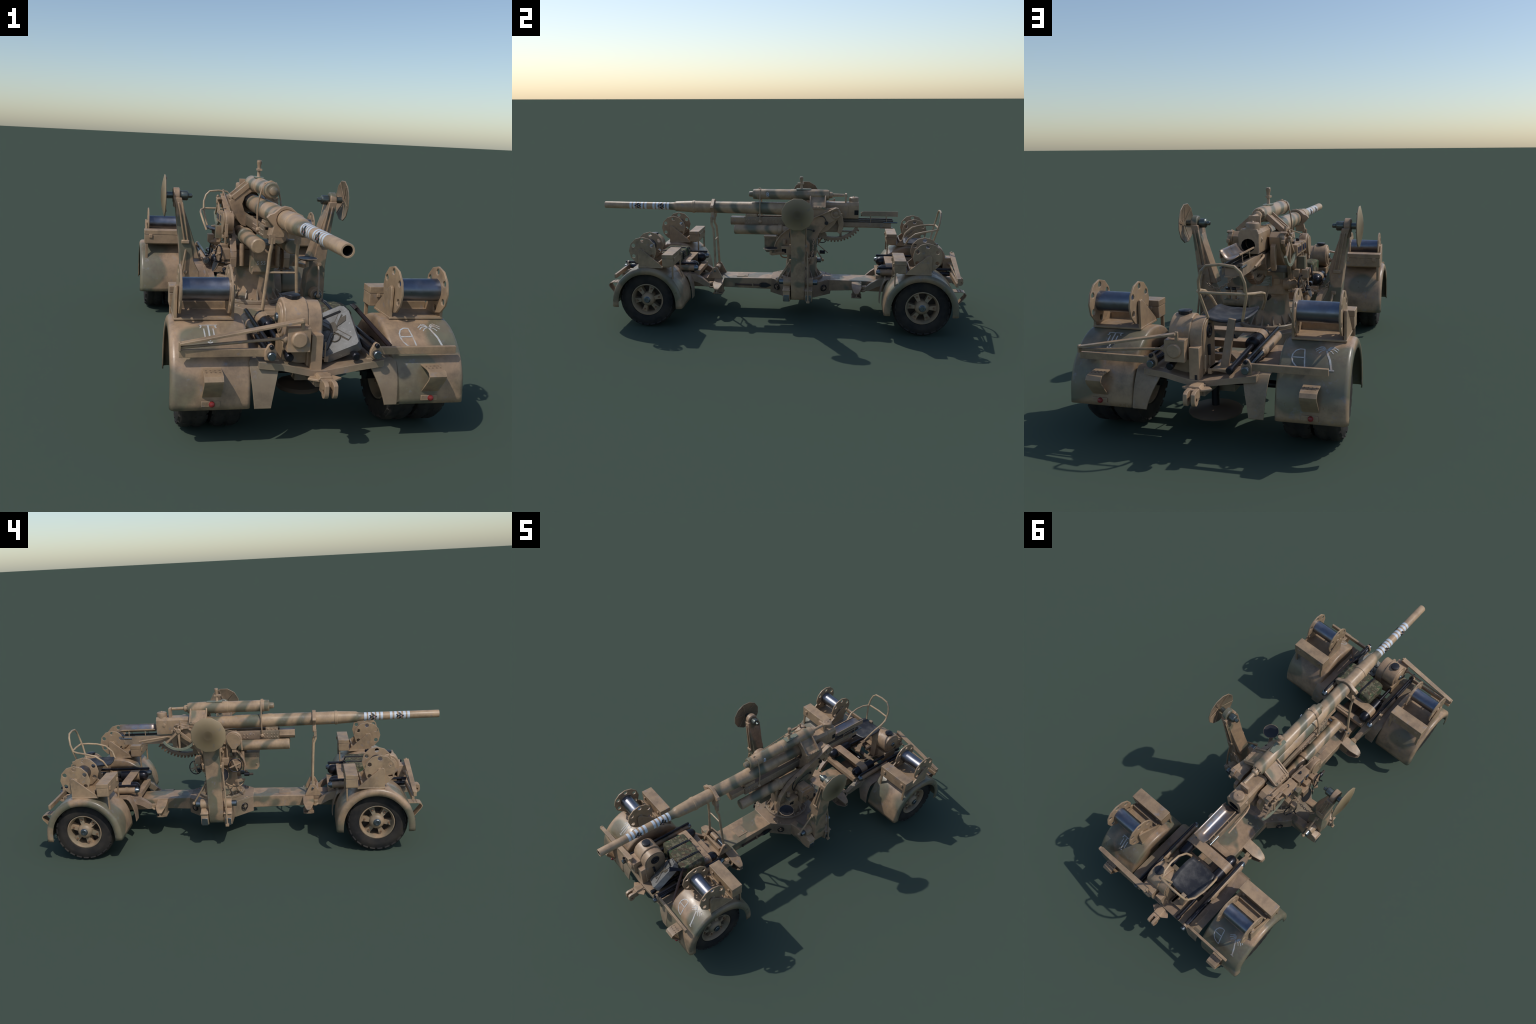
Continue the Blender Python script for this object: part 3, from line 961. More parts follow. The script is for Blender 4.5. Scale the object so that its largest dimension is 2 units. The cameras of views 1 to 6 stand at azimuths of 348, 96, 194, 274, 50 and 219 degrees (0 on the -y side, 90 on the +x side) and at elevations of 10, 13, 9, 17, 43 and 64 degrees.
# ------------------------------------------------------------------ cross platform
GY, GXC = .115, -.006
def platform():
    g = G()
    hw, zt, zb = .067, .186, .124
    # long beams: front and rear
    g.prism([(-.60, .124), (-.60, .172), (-.36, .182), (-.03, .186), (.26, .186), (.48, .184), (.69, .174), (.69, .124), (.39, .130), (.268, .124), (.187, .102), (.03, .102), (-.05, .124), (-.36, .130)], 'yz', GXC-hw+.004, GXC+hw+.004, M_CAMO)
    # widened octagonal middle
    oc = [(.066, -.052), (.150, .035), (.150, .195), (.066, .280), (-.066, .280), (-.150, .195), (-.150, .035), (-.066, -.052)]
    oc = [(x+GXC, y) for x, y in oc]
    g.prism(oc, 'xy', .106, .1875, M_DUST)
    # outrigger stubs with two cheek plates each
    for s in (-1, 1):
        X = lambda a: GXC+s*a
        g.prism([(X(.14), .188), (X(.22), .182), (X(.235), .170), (X(.235), .115), (X(.14), .110)], 'xz', .044, .186, M_DUST)
        for yc in (.056, .171):
            g.prism([(X(.14), .190), (X(.225), .205), (X(.262), .206), (X(.298), .188), (X(.300), .155), (X(.298), .128), (X(.275), .118), (X(.15), .112)], 'xz', yc-.018, yc+.018, M_CAMO)
            g.box((X(.299), yc, .142), (.004, .030, .036), M_PIN)
            g.box((X(.292), yc, .184), (.026, .040, .005), M_SAND)
    P = g.done('cross_platform', GUN, bevel=.002)
    # channel-shaped side brackets near the bogies
    for ys in (-.337, .423):
        for s in (-1, 1):
            g = G()
            X = lambda a: .003+s*a
            y0, y1 = ys-.026, ys+.026
            def wing(z0, z1, z2, th, m):
                P = [(.058, .027, z0), (.132, .027, z1), (.168, .017, (z1+z2*2)/3+.001), (.179, .010, z2)]
                top = [Vector((X(x), ys+w*k, z)) for k in (-1, 1) for x, w, z in P]
                vs = top+[p-Vector((0, 0, th)) for p in top]
                fs = []
                for i in range(3):
                    fs += [(i, i+1, i+5, i+4), (8+i, 8+i+4, 8+i+5, 8+i+1), (i, 8+i, 9+i, i+1), (4+i, 5+i, 13+i, 12+i)]
                fs += [(3, 11, 15, 7), (0, 4, 12, 8)]
                g.add(vs, fs if s > 0 else [f[::-1] for f in fs], m)
            wing(.183, .167, .147, .006, M_CAMO)
            wing(.112, .112, .128, .006, M_DUST)
            g.prism([(X(.060), .106), (X(.13), .106), (X(.174), .124), (X(.174), .144), (X(.132), .164), (X(.060), .178)], 'xz', ys-.004, ys+.004, M_DUST)
            g.prism([(X(.060), .106), (X(.11), .106), (X(.11), .170), (X(.060), .178)], 'xz', ys-.022, ys+.022, M_DUST)
            g.box((X(.108), ys-.040 if ys < 0 else ys+.040, .160), (.020, .022, .020), M_TAN)
            g.done('side_bracket', P, bevel=.0015)
    # small levelling hand wheels
    for s in (-1, 1):
        for yy, in ((-.012,), (.245,)):
            g = G()
            x = GXC+s*.118
            c = (x, yy, .152)
            d = (s*.82, (-1 if yy < .1 else 1)*.57, 0)
            g.torus(c, d, .0165, .0025, M_DARK, 18, 6)
            dd, u, w = axes(d)
            for k in range(4):
                a = k*pi/2+.5
                g.cyl(c, Vector(c)+(u*cos(a)+w*sin(a))*.0165, .002, M_DARK, n=6)
            g.cyl(Vector(c)-dd*.030, Vector(c)+dd*.005, .006, M_DUST, n=10)
            g.box(Vector(c)-dd*.018+w*.0, (.018, .018, .018), M_DUST)
            g.done('levelling_wheel', P)
    # plate set into the front beam, bolts round the pedestal
    g = G()
    g.prism([(-.030, -.245), (.036, -.245), (.036, -.185), (-.030, -.185)], 'xy', .1835, .1865, M_DUST)
    g.prism(circle(.009, 10, (.018, -.20)), 'xy', .1865, .1875, M_SAND)
    g.prism(circle(.0055, 10, (.018, -.20)), 'xy', .1875, .1883, M_GREENP)
    g.done('access_plate', P, bevel=.001)
    g = G()
    for x, y in ((.07, -.02), (.083, -.012), (.095, .0), (.076, -.005), (-.08, -.02), (-.09, -.01), (.08, .25), (-.08, .25), (.07, .262)):
        g.lathe((x, y, .187), (0, 0, 1), [(0, .0045), (.002, .0045), (.0035, .002)], M_SAND, 8)
    ob = g.done('bolt', P)
    ob['kind'] = 'stuff'
    # spade hung on the beam
    g = G()
    xs = .069
    g.cyl((xs+.005, -.245, .148), (xs+.005, -.105, .148), .0042, M_WOOD, n=8)
    g.prism([(-.115, .142), (-.10, .134), (-.075, .134), (-.046, .147), (-.075, .162), (-.10, .162), (-.115, .154)], 'yz', xs+.003, xs+.0065, M_BLACK)
    g.box((xs+.003, -.15, .148), (.012, .008, .018), M_TAN)
    g.bar((xs+.005, -.245, .141), (xs+.005, -.245, .155), .006, .006, M_WOOD, up=(0, 1, 0))
    g.done('shovel', P)
    return P
PLAT = platform()

# ------------------------------------------------------------------ folded outriggers
def outrigger(M):
    g = G(M)
    # tapered box arm standing up (x grows outboard)
    yA, yB = .080, .152
    prof_out = [(.322, .590), (.313, .560), (.296, .41), (.288, .33), (.289, .22), (.284, .15), (.268, .128)]
    prof_in = [(.215, .132), (.205, .18), (.215, .30), (.238, .345), (.246, .40), (.262, .46), (.281, .55), (.290, .590)]
    outer = [(x, z) for x, z in prof_out+prof_in]
    g.prism(outer, 'xz', yA, yB, M_CAMO)
    # flared inner cover with step
    g.prism([(.270, .52), (.282, .555), (.284, .52), (.248, .352), (.214, .352)], 'xz', yA+.004, yB-.006, M_CAMO)
    # thin guide rails on front and rear faces
    for y in (yA-.003, yB+.003):
        g.bar((.303, y, .572), (.276, y, .425), .007, .007, M_TAN)
        g.bar((.288, y, .572), (.262, y, .425), .005, .006, M_TAN)
        g.box((.272, y, .420), (.030, .012, .014), M_TAN)
    # sighting latch
    g.box((.262, yA-.006, .335), (.016, .014, .012), M_TAN)
    g.lathe((.268, yB+.0, .30), (0, 1, 0), [(0, .008), (.006, .008), (.008, .005)], M_TAN, 10)
    A = g.done('outrigger_arm', GUN, bevel=.0035)
    g = G(M)
    # top ring with the jack screw
    g.lathe((.296, .117, .597), (1, 0, 0), [(0, .026), (.003, .030), (.024, .030), (.027, .026)], M_CAMO, 16)
    g.box((.309, .117, .572), (.022, .040, .04), M_CAMO)
    g.done('screw_collar', A, bevel=.001)
    g = G(M)
    g.lathe((.350, .116, .596), (-1, 0, 0), [(0, .013), (.055, .013), (.055, .0175), (.058, .019), (.083, .019), (.086, .0165), (.088, .009), (.101, .0085), (.103, .006)], M_PIN2, 16)
    g.done('jack_screw', A)
    # foot disc: shallow dish facing outboard
    g = G()
    n, R = 12, .0815
    rings = [(.000, .002), (.020, .000), (.048, -.0045), (R-.002, -.0125), (R, -.0135)]
    vs, fs = [], []
    for r, h in rings[1:]:
        for i in range(n):
            a = 2*pi*i/n+pi/12
            vs.append((h+.008, r*cos(a), r*sin(a)))
    for k in range(3):
        for i in range(n):
            fs.append((k*n+i, k*n+(i+1) % n, (k+1)*n+(i+1) % n, (k+1)*n+i))
    fs.append(tuple(range(n)))
    g.add([(p[0]*1.0, p[1], p[2]) for p in vs], fs, M_DISCB)
    # radial ribs on the inner face
    for i in range(6):
        a = 2*pi*i/6+.2
        p = Vector((.000, cos(a), sin(a)))
        g.bar(Vector((.003, 0, 0))+p*.012, Vector((-.0085, 0, 0))+p*.076,   .0022, .0022, M_DISCB, up=(1, 0, 0))
    def sol(ob):
        s = ob.modifiers.new('t', 'SOLIDIFY')
        s.thickness = .0035
        s.offset = -1
        ob.data.materials.append(M_FOOT)
        s.material_offset = 1
    c = M @ Vector((.357, .116, .5945))
    d = g.done('foot_disc', A, mod=sol, angle=25)
    d.parent = A
    d.matrix_parent_inverse = Matrix.Identity(4)
    d.matrix_basis = Matrix.Translation(c) @ M.to_3x3().to_4x4()
    # pivot pin with hubs
    g = G(M)
    for y0, y1 in ((.038, .080), (.152, .192)):
        g.cyl((.246, y0, .220), (.246, y1, .220), .0245, M_SAND, n=16, ch=.002)
    g.cyl((.246, .014, .220), (.246, .216, .220), .0145, M_PIN, n=14, ch=.002)
    g.done('pivot_pin', A)
    # brace rods
    g = G(M)
    g.cyl((.243, .004, .222), (.258, .073, .333), .0042, M_TAN, n=8)
    g.ball((.243, .004, .222), .009, M_TAN, 10)
    g.box((.260, .074, .336), (.014, .010, .014), M_TAN)
    g.cyl((.270, .160, .39), (.284, .166, .30), .0042, M_TAN, n=8)
    g.cyl((.284, .166, .30), (.303, .170, .133), .0042, M_TAN, n=8)
    g.box((.302, .170, .128), (.014, .016, .010), M_TAN)
    g.done('brace_rod', A)
    return A
M_DISCB = paint('foot_back_paint', camo=.6, scale=9, thr=.53, soft=.08, base=srgb(150, 126, 102))
M_PIN2 = metal('greenish_steel', srgb(104, 110, 106), .3, .8, .5, srgb(74, 76, 68))
ROT = Matrix.Translation((-.013, .230, 0)) @ Matrix.Rotation(pi, 4, 'Z')
outrigger(Matrix.Identity(4))
outrigger(ROT)

# ------------------------------------------------------------------ pedestal
def pedestal():
    g = G()
    o = (GXC+.006, GY, 0)
    g.lathe(o, (0, 0, 1), [(.186, .117), (.190, .120), (.200, .120), (.203, .117), (.203, .088)], M_DUST, 16, False, False)
    g.lathe(o, (0, 0, 1), [(.20, .094), (.225, .090), (.262, .084), (.315, .080), (.318, .086), (.334, .086), (.336, .080)], M_CAMO, 32)
    for i in range(14):
        a = 2*pi*i/14+.2
        d = Vector((cos(a), sin(a), 0))
        c = Vector((o[0], o[1], 0))
        s = d.cross(Vector((0, 0, 1)))*.0025
        tri = [c+d*.086+Vector((0, 0, .202)), c+d*.112+Vector((0, 0, .202)), c+d*.088+Vector((0, 0, .238)), c+d*.082+Vector((0, 0, .238))]
        vs = [p+s for p in tri]+[p-s for p in tri]
        g.add(vs, [(0, 1, 2, 3), (7, 6, 5, 4), (1, 0, 4, 5), (2, 1, 5, 6), (3, 2, 6, 7), (0, 3, 7, 4)], M_DUST)
        a += pi/14
        d = Vector((cos(a), sin(a), 0))
        g.lathe(c+d*.105+Vector((0, 0, .202)), (0, 0, 1), [(0, .0045), (.005, .0045), (.007, .002)], M_TAN, 6)
    g.done('pedestal', GUN)
pedestal()

# ------------------------------------------------------------------ rotating carriage
SIDE = [(.305, .590), (.318, .586), (.328, .572), (.326, .552), (.300, .525), (.252, .497), (.218, .455), (.200, .415), (.197, .342), (.043, .338), (-.020, .341), (-.024, .376), (-.018, .400), (.006, .437), (.040, .467), (.078, .487), (.14, .515), (.20, .544)]
def carriage():
    g = G()
    x0 = GXC
    # lower turntable box
    g.prism([(-.095, .060), (-.080, .03), (.080, .03), (.095, .060), (.095, .180), (.085, .200), (-.085, .200), (-.095, .180)], 'xy', .328, .418, M_CAMO)
    C = g.done('carriage', GUN, bevel=.003)
    for s in (-1, 1):
        g = G()
        xi, xo = x0+s*.092, x0+s*.106
        g.prism(SIDE, 'yz', xi, xo, M_CAMO)
        # flange along the upper edge
        top = SIDE[10:]+[SIDE[0], SIDE[1]]
        for a, b in zip(top[:-1], top[1:]):
            a3, b3 = Vector((x0+s*.104, a[0], a[1])), Vector((x0+s*.104, b[0], b[1]))
            g.bar(a3, b3, .024, .006, M_SAND, up=(0, -(b[1]-a[1]), (b[0]-a[0])))
        # trunnion cap with ring
        g.lathe((xo-s*.002, .302, .560), (s, 0, 0), [(0, .027), (.006, .027), (.008, .025), (.008, .020), (.004, .0195), (.004, .013), (.009, .0125), (.010, .010)], M_SAND, 16)
        g.box((xo, .328, .556), (.012, .018, .014), M_SAND)
        # inner trunnion bearer
        g.prism([(.205, .575), (.302, .590), (.324, .572), (.322, .548), (.296, .50), (.265, .468), (.225, .45), (.20, .455)], 'yz', x0+s*.052, x0+s*.092, M_SAND)
        g.prism([(.322, .548), (.340, .54), (.345, .50), (.338, .46), (.325, .445), (.312, .455), (.318, .49), (.310, .525)], 'yz', x0+s*.060, x0+s*.078, M_SAND)
        g.done('side_plate', C, bevel=.0018)
    # equipment box, seat and arm on the +x side
    g = G()
    bx0, bx1 = x0+.106, x0+.166
    g.prism([(.085, .338), (.168, .338), (.168, .405), (.150, .425), (.085, .425)], 'yz', bx0, bx1, M_CAMO)
    g.prism([(.090, .425), (.145, .425), (.138, .440), (.095, .440)], 'yz', bx0+.004, bx1-.008, M_SAND)
    g.prism([(.100, .345), (.155, .345), (.155, .395), (.100, .395)], 'yz', bx1, bx1+.004, M_CAMO)
    g.tube([(bx1+.004, .120, .36), (bx1+.010, .120, .365), (bx1+.010, .120, .38), (bx1+.004, .120, .385)], .0018, M_DARK, 6)
    g.box((x0+.125, .045, .362), (.045, .06, .045), M_CAMO)
    g.prism([(.018, .350), (.042, .350), (.042, .372), (.018, .372)], 'yz', x0+.1475, x0+.1492, M_VOID)
    g.bar((x0+.135, .04, .350), (x0+.178, -.036, .350), .018, .014, M_SAND)
    g.cyl((x0+.118, .03, .395), (x0+.118, .03, .418), .010, M_SAND, n=12)
    g.cyl((x0+.128, .072, .405), (x0+.136, .072, .405), .008, M_TAN, n=10)
    g.done('equipment_box', C, bevel=.002)
    def stool(c, d, nm):
        g = G()
        g.lathe(c, d, [(-.010, .006), (-.004, .030), (.0, .038), (.002, .0385), (.003, .037), (.001, .030), (.0005, .010)], M_BLACK, 14)
        g.torus(Vector(c)+Vector(d).normalized()*.0015, d, .0378, .0014, M_TAN, 14, 6)
        g.cyl(c, Vector(c)-Vector(d).normalized()*.032, .007, M_SAND, n=10)
        g.done(nm, C)
    stool((.178, -.037, .380), (0, 0, 1), 'gunner_seat')
    stool((-.158, .095, .335), (-.93, -.05, .36), 'gunner_seat')
    # left gearing: drums, gear boxes, shaft
    g = G()
    X = x0-.106
    g.lathe((X, .024, .510), (-1, 0, 0), [(0, .040), (.014, .040), (.018, .042), (.030, .042), (.033, .038)], M_SAND, 20)
    tear = [(.024+.033*cos(radians(a)), .510+.033*sin(radians(a))) for a in range(-30, 211, 20)]+[(.014, .462), (.034, .462)]
    g.prism(tear, 'yz', X-.033, X-.039, M_TAN)
    g.box((X-.034, .023, .453), (.008, .022, .012), M_SAND)
    g.bar((X-.028, -.014, .505), (X-.028, -.016, .455), .012, .007, M_SAND, up=(0, 1, 0))
    g.prism([(.012, .46), (.034, .46), (.032, .42), (.016, .42)], 'yz', X-.001, X-.012, M_DEEPBROWN)
    g.cyl((X-.018, .060, .50), (X-.018, .062, .41), .005, M_SAND, n=8)
    g.box((X-.022, .070, .398), (.030, .034, .036), M_SAND)
    g.box((X-.024, .020, .386), (.034, .040, .040), M_SAND)
    g.box((X-.032, .150, .452), (.03, .03, .05), M_CAMO)
    g.lathe((X+.01, .165, .455), (-1, 0, 0), [(0, .032), (.02, .032), (.026, .026)], M_SAND, 18)
    g.lathe((X+.03, .190, .372), (-1, 0, 0), [(0, .024), (.024, .024), (.028, .019), (.042, .019), (.052, .014)], M_SAND, 14)
    g.lathe((X-.02, .200, .404), (-1, 0, 0), [(0, .012), (.02, .014), (.045, .008)], M_SAND, 10)
    g.box((X-.026, .205, .418), (.02, .026, .03), M_SAND)
    g.box((X-.058, .205, .418), (.024, .026, .032), M_SAND)
    g.box((X-.030, .10, .372), (.035, .04, .05), M_CAMO)
    g.cyl((X-.03, -.02, .330), (X-.03, -.045, .330), .010, M_DARK, n=12)
    g.cyl((X-.03, -.045, .330), (X-.03, -.065, .330), .006, M_DEEPBROWN, n=10)
    # looped hand rail round the pedestal
    g.tube([(X-.03, .088, .30), (X-.03, .07, .278), (X-.02, .04, .262), (X-.01, .005, .262), (X+.005, -.01, .275), (X+.005, -.012, .285)], .0042, M_TAN, 8, smooth=1)
    g.bar((X+.005, -.012, .292), (X-.05, .02, .30), .02, .012, M_SAND)
    # small clutter of valves, nuts and brackets
    rr = random.Random(3)
    for i in range(16):
        yy, zz = rr.uniform(-.005, .20), rr.uniform(.35, .50)
        L = rr.uniform(.010, .026)
        if i % 2:
            g.cyl((X+.002, yy, zz), (X-L, yy, zz), rr.uniform(.004, .009), M_SAND, n=8)
        else:
            g.box((X-L/2, yy, zz), (L, rr.uniform(.008, .02), rr.uniform(.008, .022)), M_SAND if i % 4 else M_CAMO)
    g.done('elevating_gear', C, bevel=.0012)
    # hand wheels
    for c, d in (((-.163, .220, .379), (-.93, .33, .12)), ((-.161, .021, .384), (-.97, -.2, .1))):
        g = G()
        R = .033
        g.torus(c, d, R, .0028, M_DARK, 24, 6)
        dd, u, w = axes(d)
        for k in range(4):
            a = k*pi/2+.35
            g.bar(c, Vector(c)+(u*cos(a)+w*sin(a))*R, .009, .004, M_SAND, up=dd, w1=.004)
        g.cyl(Vector(c)-dd*.045, Vector(c)+dd*.006, .006, M_SAND, n=10)
        e = Vector(c)+(u*cos(2.2)+w*sin(2.2))*R
        g.cyl(e, e+dd*.018, .0028, M_DARK, n=8)
        g.done('hand_wheel', C)
    # sight boxes with knobs
    for y in (.190, .103):
        g = G()
        xx = x0-.112
        g.box((xx-.002, y, .510), (.046, .078, .042), M_SAND)
        for dy in (-.018, .018):
            g.box((xx-.0255, y+dy, .510), (.003, .026, .030), M_TAN)
            g.prism([(y+dy-.009, .4985), (y+dy+.009, .4985), (y+dy+.009, .5215), (y+dy-.009, .5215)], 'yz', xx-.0272, xx-.0282, M_LENS)
        g.cyl((xx, y, .530), (xx, y, .542), .007, M_BLACK, n=12, ch=.001)
        g.done('indicator_box', C, bevel=.0015)
    # pointer rod and firing crank with ring segment
    g = G()
    hub = Vector((-.125, .297, .560))
    g.lathe(hub+Vector((.02, 0, 0)), (-1, 0, 0), [(0, .010), (.016, .010), (.020, .014), (.030, .014), (.034, .010)], M_SAND, 12)
    for a in (-90, -140, -42):
        e = hub+Vector((-.006, .098*cos(radians(a)), .098*sin(radians(a))))
        g.bar(hub+Vector((-.006, 0, 0)), e, .012, .006, M_SAND, up=(1, 0, 0), w1=.008)
    seg = [(hub.y+r*cos(radians(a)), hub.z+r*sin(radians(a))) for r, rng in ((.100, range(-145, -29, 8)), (.088, range(-33, -150, -8))) for a in rng]
    g.prism(seg, 'yz', hub.x-.012, hub.x-.002, M_GREENP)
    for a in (35, 90, 150):
        e = hub+Vector((-.008, .022*cos(radians(a)), .022*sin(radians(a))))
        g.cyl(hub+Vector((-.008, 0, 0)), e, .0045, M_SAND, n=8)
        g.ball(e, .006, M_SAND, 8)
    g.bar(hub+Vector((-.006, -.01, .014)), hub+Vector((-.006, -.055, .018)), .012, .010, M_SAND, w1=.006)
    g.cyl((-.112, .290, .570), (-.112, .290, .612), .0042, M_TAN, n=8)
    g.cyl((-.112, .290, .604), (-.122, .012, .546), .0022, M_TAN, n=6)
    g.ball((-.122, .012, .546), .006, M_TAN, 8)
    g.cyl((-.122, .012, .546), (-.122, -.006, .520), .0035, M_TAN, n=8)
    g.done('training_crank', C, bevel=.001)
    # fuse box in front with stencil
    g = G()
    g.prism([(-.090, .412), (-.012, .412), (-.012, .324), (-.078, .324), (-.090, .338)], 'yz', -.046, .018, M_CAMO)
    g.prism([(-.094, .414), (-.008, .414), (-.008, .409), (-.094, .409)], 'yz', -.048, .020, M_CAMO)
    for z in (.352, .395):
        g.lathe((-.0463, -.078, z), (-1, 0, 0), [(0, .0035), (.003, .0035), (.004, .002)], M_TAN, 8)
    text_into(g, 'S 55', .020, (-.016, -.0913, .370), (1, 0, 0), (0, 0, 1), M_WHITE, .0006)
    g.done('fuse_box', C, bevel=.0015)
    # rear data plate with ruled lines, small lid, twin canisters
    g = G()
    g.box((-.003, .2015, .382), (.064, .003, .042), M_GREENP)
    for i in range(6):
        w = (.050, .044, .052, .036, .048, .05)[i]
        g.box((-.003+(.052-w)/4*(1 if i % 2 else -1), .2033, .396-.0055*i), (w, .001, .0017), M_WHITE)
    for dx, dz, sx, sz in ((0, .0195, .06, .001), (0, -.0195, .06, .001), (.03, 0, .001, .04), (-.03, 0, .001, .04)):
        g.box((-.003+dx, .2033, .382+dz), (sx, .001, sz), M_WHITE)
    g.box((-.056, .204, .382), (.024, .010, .024), M_TAN)
    g.done('data_plate', C, bevel=.0006)
    g = G()
    for x in (.128, .153):
        g.cyl((x, .182, .298), (x, .182, .336), .0105, M_CAMO, n=14, ch=.002)
        g.cyl((x, .182, .336), (x, .182, .344), .0112, M_BLACK, n=14, ch=.001)
    g.box((.140, .178, .296), (.056, .026, .006), M_CAMO)
    g.box((.12, .172, .34), (.05, .03, .008), M_CAMO)
    g.done('canister', C, bevel=.0008)
    # cable and grommets on the right plate
    g = G()
    xr = x0+.110
    g.tube([(xr, .205, .545), (xr+.002, .225, .549), (xr+.002, .243, .542), (xr, .252, .522)], .0022, M_BLACK, 6, smooth=1)
    g.cyl((xr-.004, .254, .510), (xr+.003, .254, .510), .010, M_BLACK, n=14)
    g.tube([(xr+.002, .085, .495), (xr+.006, .062, .47), (xr+.006, .056, .44), (xr+.004, .064, .415), (xr+.002, .074, .405)], .003, M_BLACK, 6, smooth=1)
    g.tube([(xr, .075, .41), (xr+.003, .10, .455), (xr+.003, .15, .475), (xr, .178, .470)], .0018, M_BLACK, 6, smooth=1)
    g.cyl((xr-.004, .186, .466), (xr+.003, .186, .466), .006, M_BLACK, n=12)
    g.cyl((x0+.07, -.01, .43), (x0+.07, -.01, .345), .010, M_SAND, n=12)
    g.cyl((x0-.07, -.01, .43), (x0-.07, -.01, .345), .010, M_SAND, n=12)
    g.box((x0-.055, .03, .45), (.03, .05, .02), M_DUST)
    g.box((x0+.055, .03, .45), (.03, .05, .02), M_DUST)
    # front tie between the cheeks
    g.box((x0, .02, .372), (.19, .018, .06), M_DUST)
    g.done('cable', C)
    # cable-like bracket on the pedestal rear left with small cylinder
    g = G()
    g.cyl((x0-.02, .215, .322), (x0-.02, .245, .322), .010, M_DARK, n=12)
    g.cyl((x0-.02, .20, .37), (x0-.02, .262, .318), .003, M_TAN, n=6)
    g.done('latch_rod', C)
    return C
CAR = carriage()

def chains():
    for P in (((-.120, .163, .425), (-.129, .161, .407), (-.160, .158, .368), (-.192, .155, .338), (-.220, .158, .342), (-.241, .158, .354), (-.256, .157, .380)),
              ((.108, .187, .425), (.118, .186, .405), (.150, .185, .362), (.193, .180, .336), (.232, .165, .340), (.256, .154, .358))):
        g = G()
        P = [Vector(p) for p in P]
        L = [0.0]
        for a, b in zip(P[:-1], P[1:]):
            L.append(L[-1]+(b-a).length)
        def at(t):
            for i in range(1, len(P)):
                if t <= L[i] or i == len(P)-1:
                    return P[i-1].lerp(P[i], (t-L[i-1])/(L[i]-L[i-1]))
        n = 17
        for i in range(n):
            a, b = at(L[-1]*i/n), at(L[-1]*(i+1)/n)
            mid, d = (a+b)/2, (b-a).normalized()
            side = axes(d)[1+i % 2]
            h = (b-a).length*.64
            loop = [mid+d*h*cos(2*pi*q/10)+side*.0046*sin(2*pi*q/10) for q in range(10)]
            g.tube(loop, .0017, M_SAND, 6, closed=True)
        ob = g.done('chain', CAR)
        ob['kind'] = 'stuff'
chains()

# ------------------------------------------------------------------ elevating mass: cradle, barrel, breech, recuperator
TILT = -.0062            # barrel rises slightly to the muzzle
def bz(y):               # bore line height
    return .5745+TILT*(y+1.0)
def tube_of(name):
    g = G()
    o = Vector((0, -1.0, bz(-1)))
    d = Vector((0, 1, TILT))
    prof = [(.0015, .0128), (0, .0136), (0, .0178), (.003, .0188), (.145, .0193), (.375, .0208), (.398, .0222), (.404, .0238), (.410, .0270), (.418, .0278), (.505, .0322), (.5065, .0348), (.5185, .0348), (.520, .0322), (.60, .0322), (.83, .0335), (.838, .0350), (1.02, .0350), (1.03, .0325), (1.16, .0330), (1.27, .0330)]
    g.lathe(o, d, prof, M_BARREL, 32, False, True)
    g.lathe(o, d, [(.0012, .0129), (.06, .0128)], M_VOID, 24, False, True)
    B = g.done('barrel', GUN, angle=30)
    # aircraft silhouettes with a roundel, wrapped on the tube
    g = G()
    def wrap(y, ang, r):
        return Vector((r*sin(ang), y, bz(y)+r*cos(ang)))
    def patch(poly, yc, ac, m, lift, k=3):
        r = .0202+lift+(.0018 if yc > -.75 else .0006)
        for q in poly:     # convex quads in (along y, round the tube) metres
            n = 6
            vs, fs = [], []
            for i in range(n+1):
                for j in range(n+1):
                    u, v = i/n, j/n
                    a = [(1-u)*(1-v)*q[0][c]+u*(1-v)*q[1][c]+u*v*q[2][c]+(1-u)*v*q[3][c] for c in (0, 1)]
                    vs.append(wrap(yc+a[0], ac+a[1]/.0205, r))
            for i in range(n):
                for j in range(n):
                    f = (i*(n+1)+j, (i+1)*(n+1)+j, (i+1)*(n+1)+j+1, i*(n+1)+j+1)
                    fs.append(f[::-1])
            g.add(vs, fs, m)
    plane = [[(-.0145, .0030), (-.0145, -.0030), (.017, -.0024), (.017, .0024)],
             [(-.010, .0), (.002, .0), (.0115, .016), (.0035, .018)],
             [(-.010, .0), (.0035, -.018), (.0115, -.016), (.002, .0)],
             [(.010, .0), (.0165, .0), (.0215, .0085), (.016, .0095)],
             [(.010, .0), (.016, -.0095), (.0215, -.0085), (.0165, .0)]]
    for yc in (-.809, -.676):
        for side in (1, -1):
            pl = [[(a*1.05, b*.95) for a, b in q] for q in plane]
            patch(pl, yc, side*radians(84), M_INK, .0007)
            for rr, m, lf in ((.0052, M_WHITE, .0011), (.0030, M_CRIM, .0015)):
                sq = [[(-rr, 0), (0, -rr), (rr, 0), (0, rr)]]
                patch(sq, yc-.002, side*radians(88), m, lf)
    g.done('kill_marking', B)
    return B
BAR = tube_of('barrel')

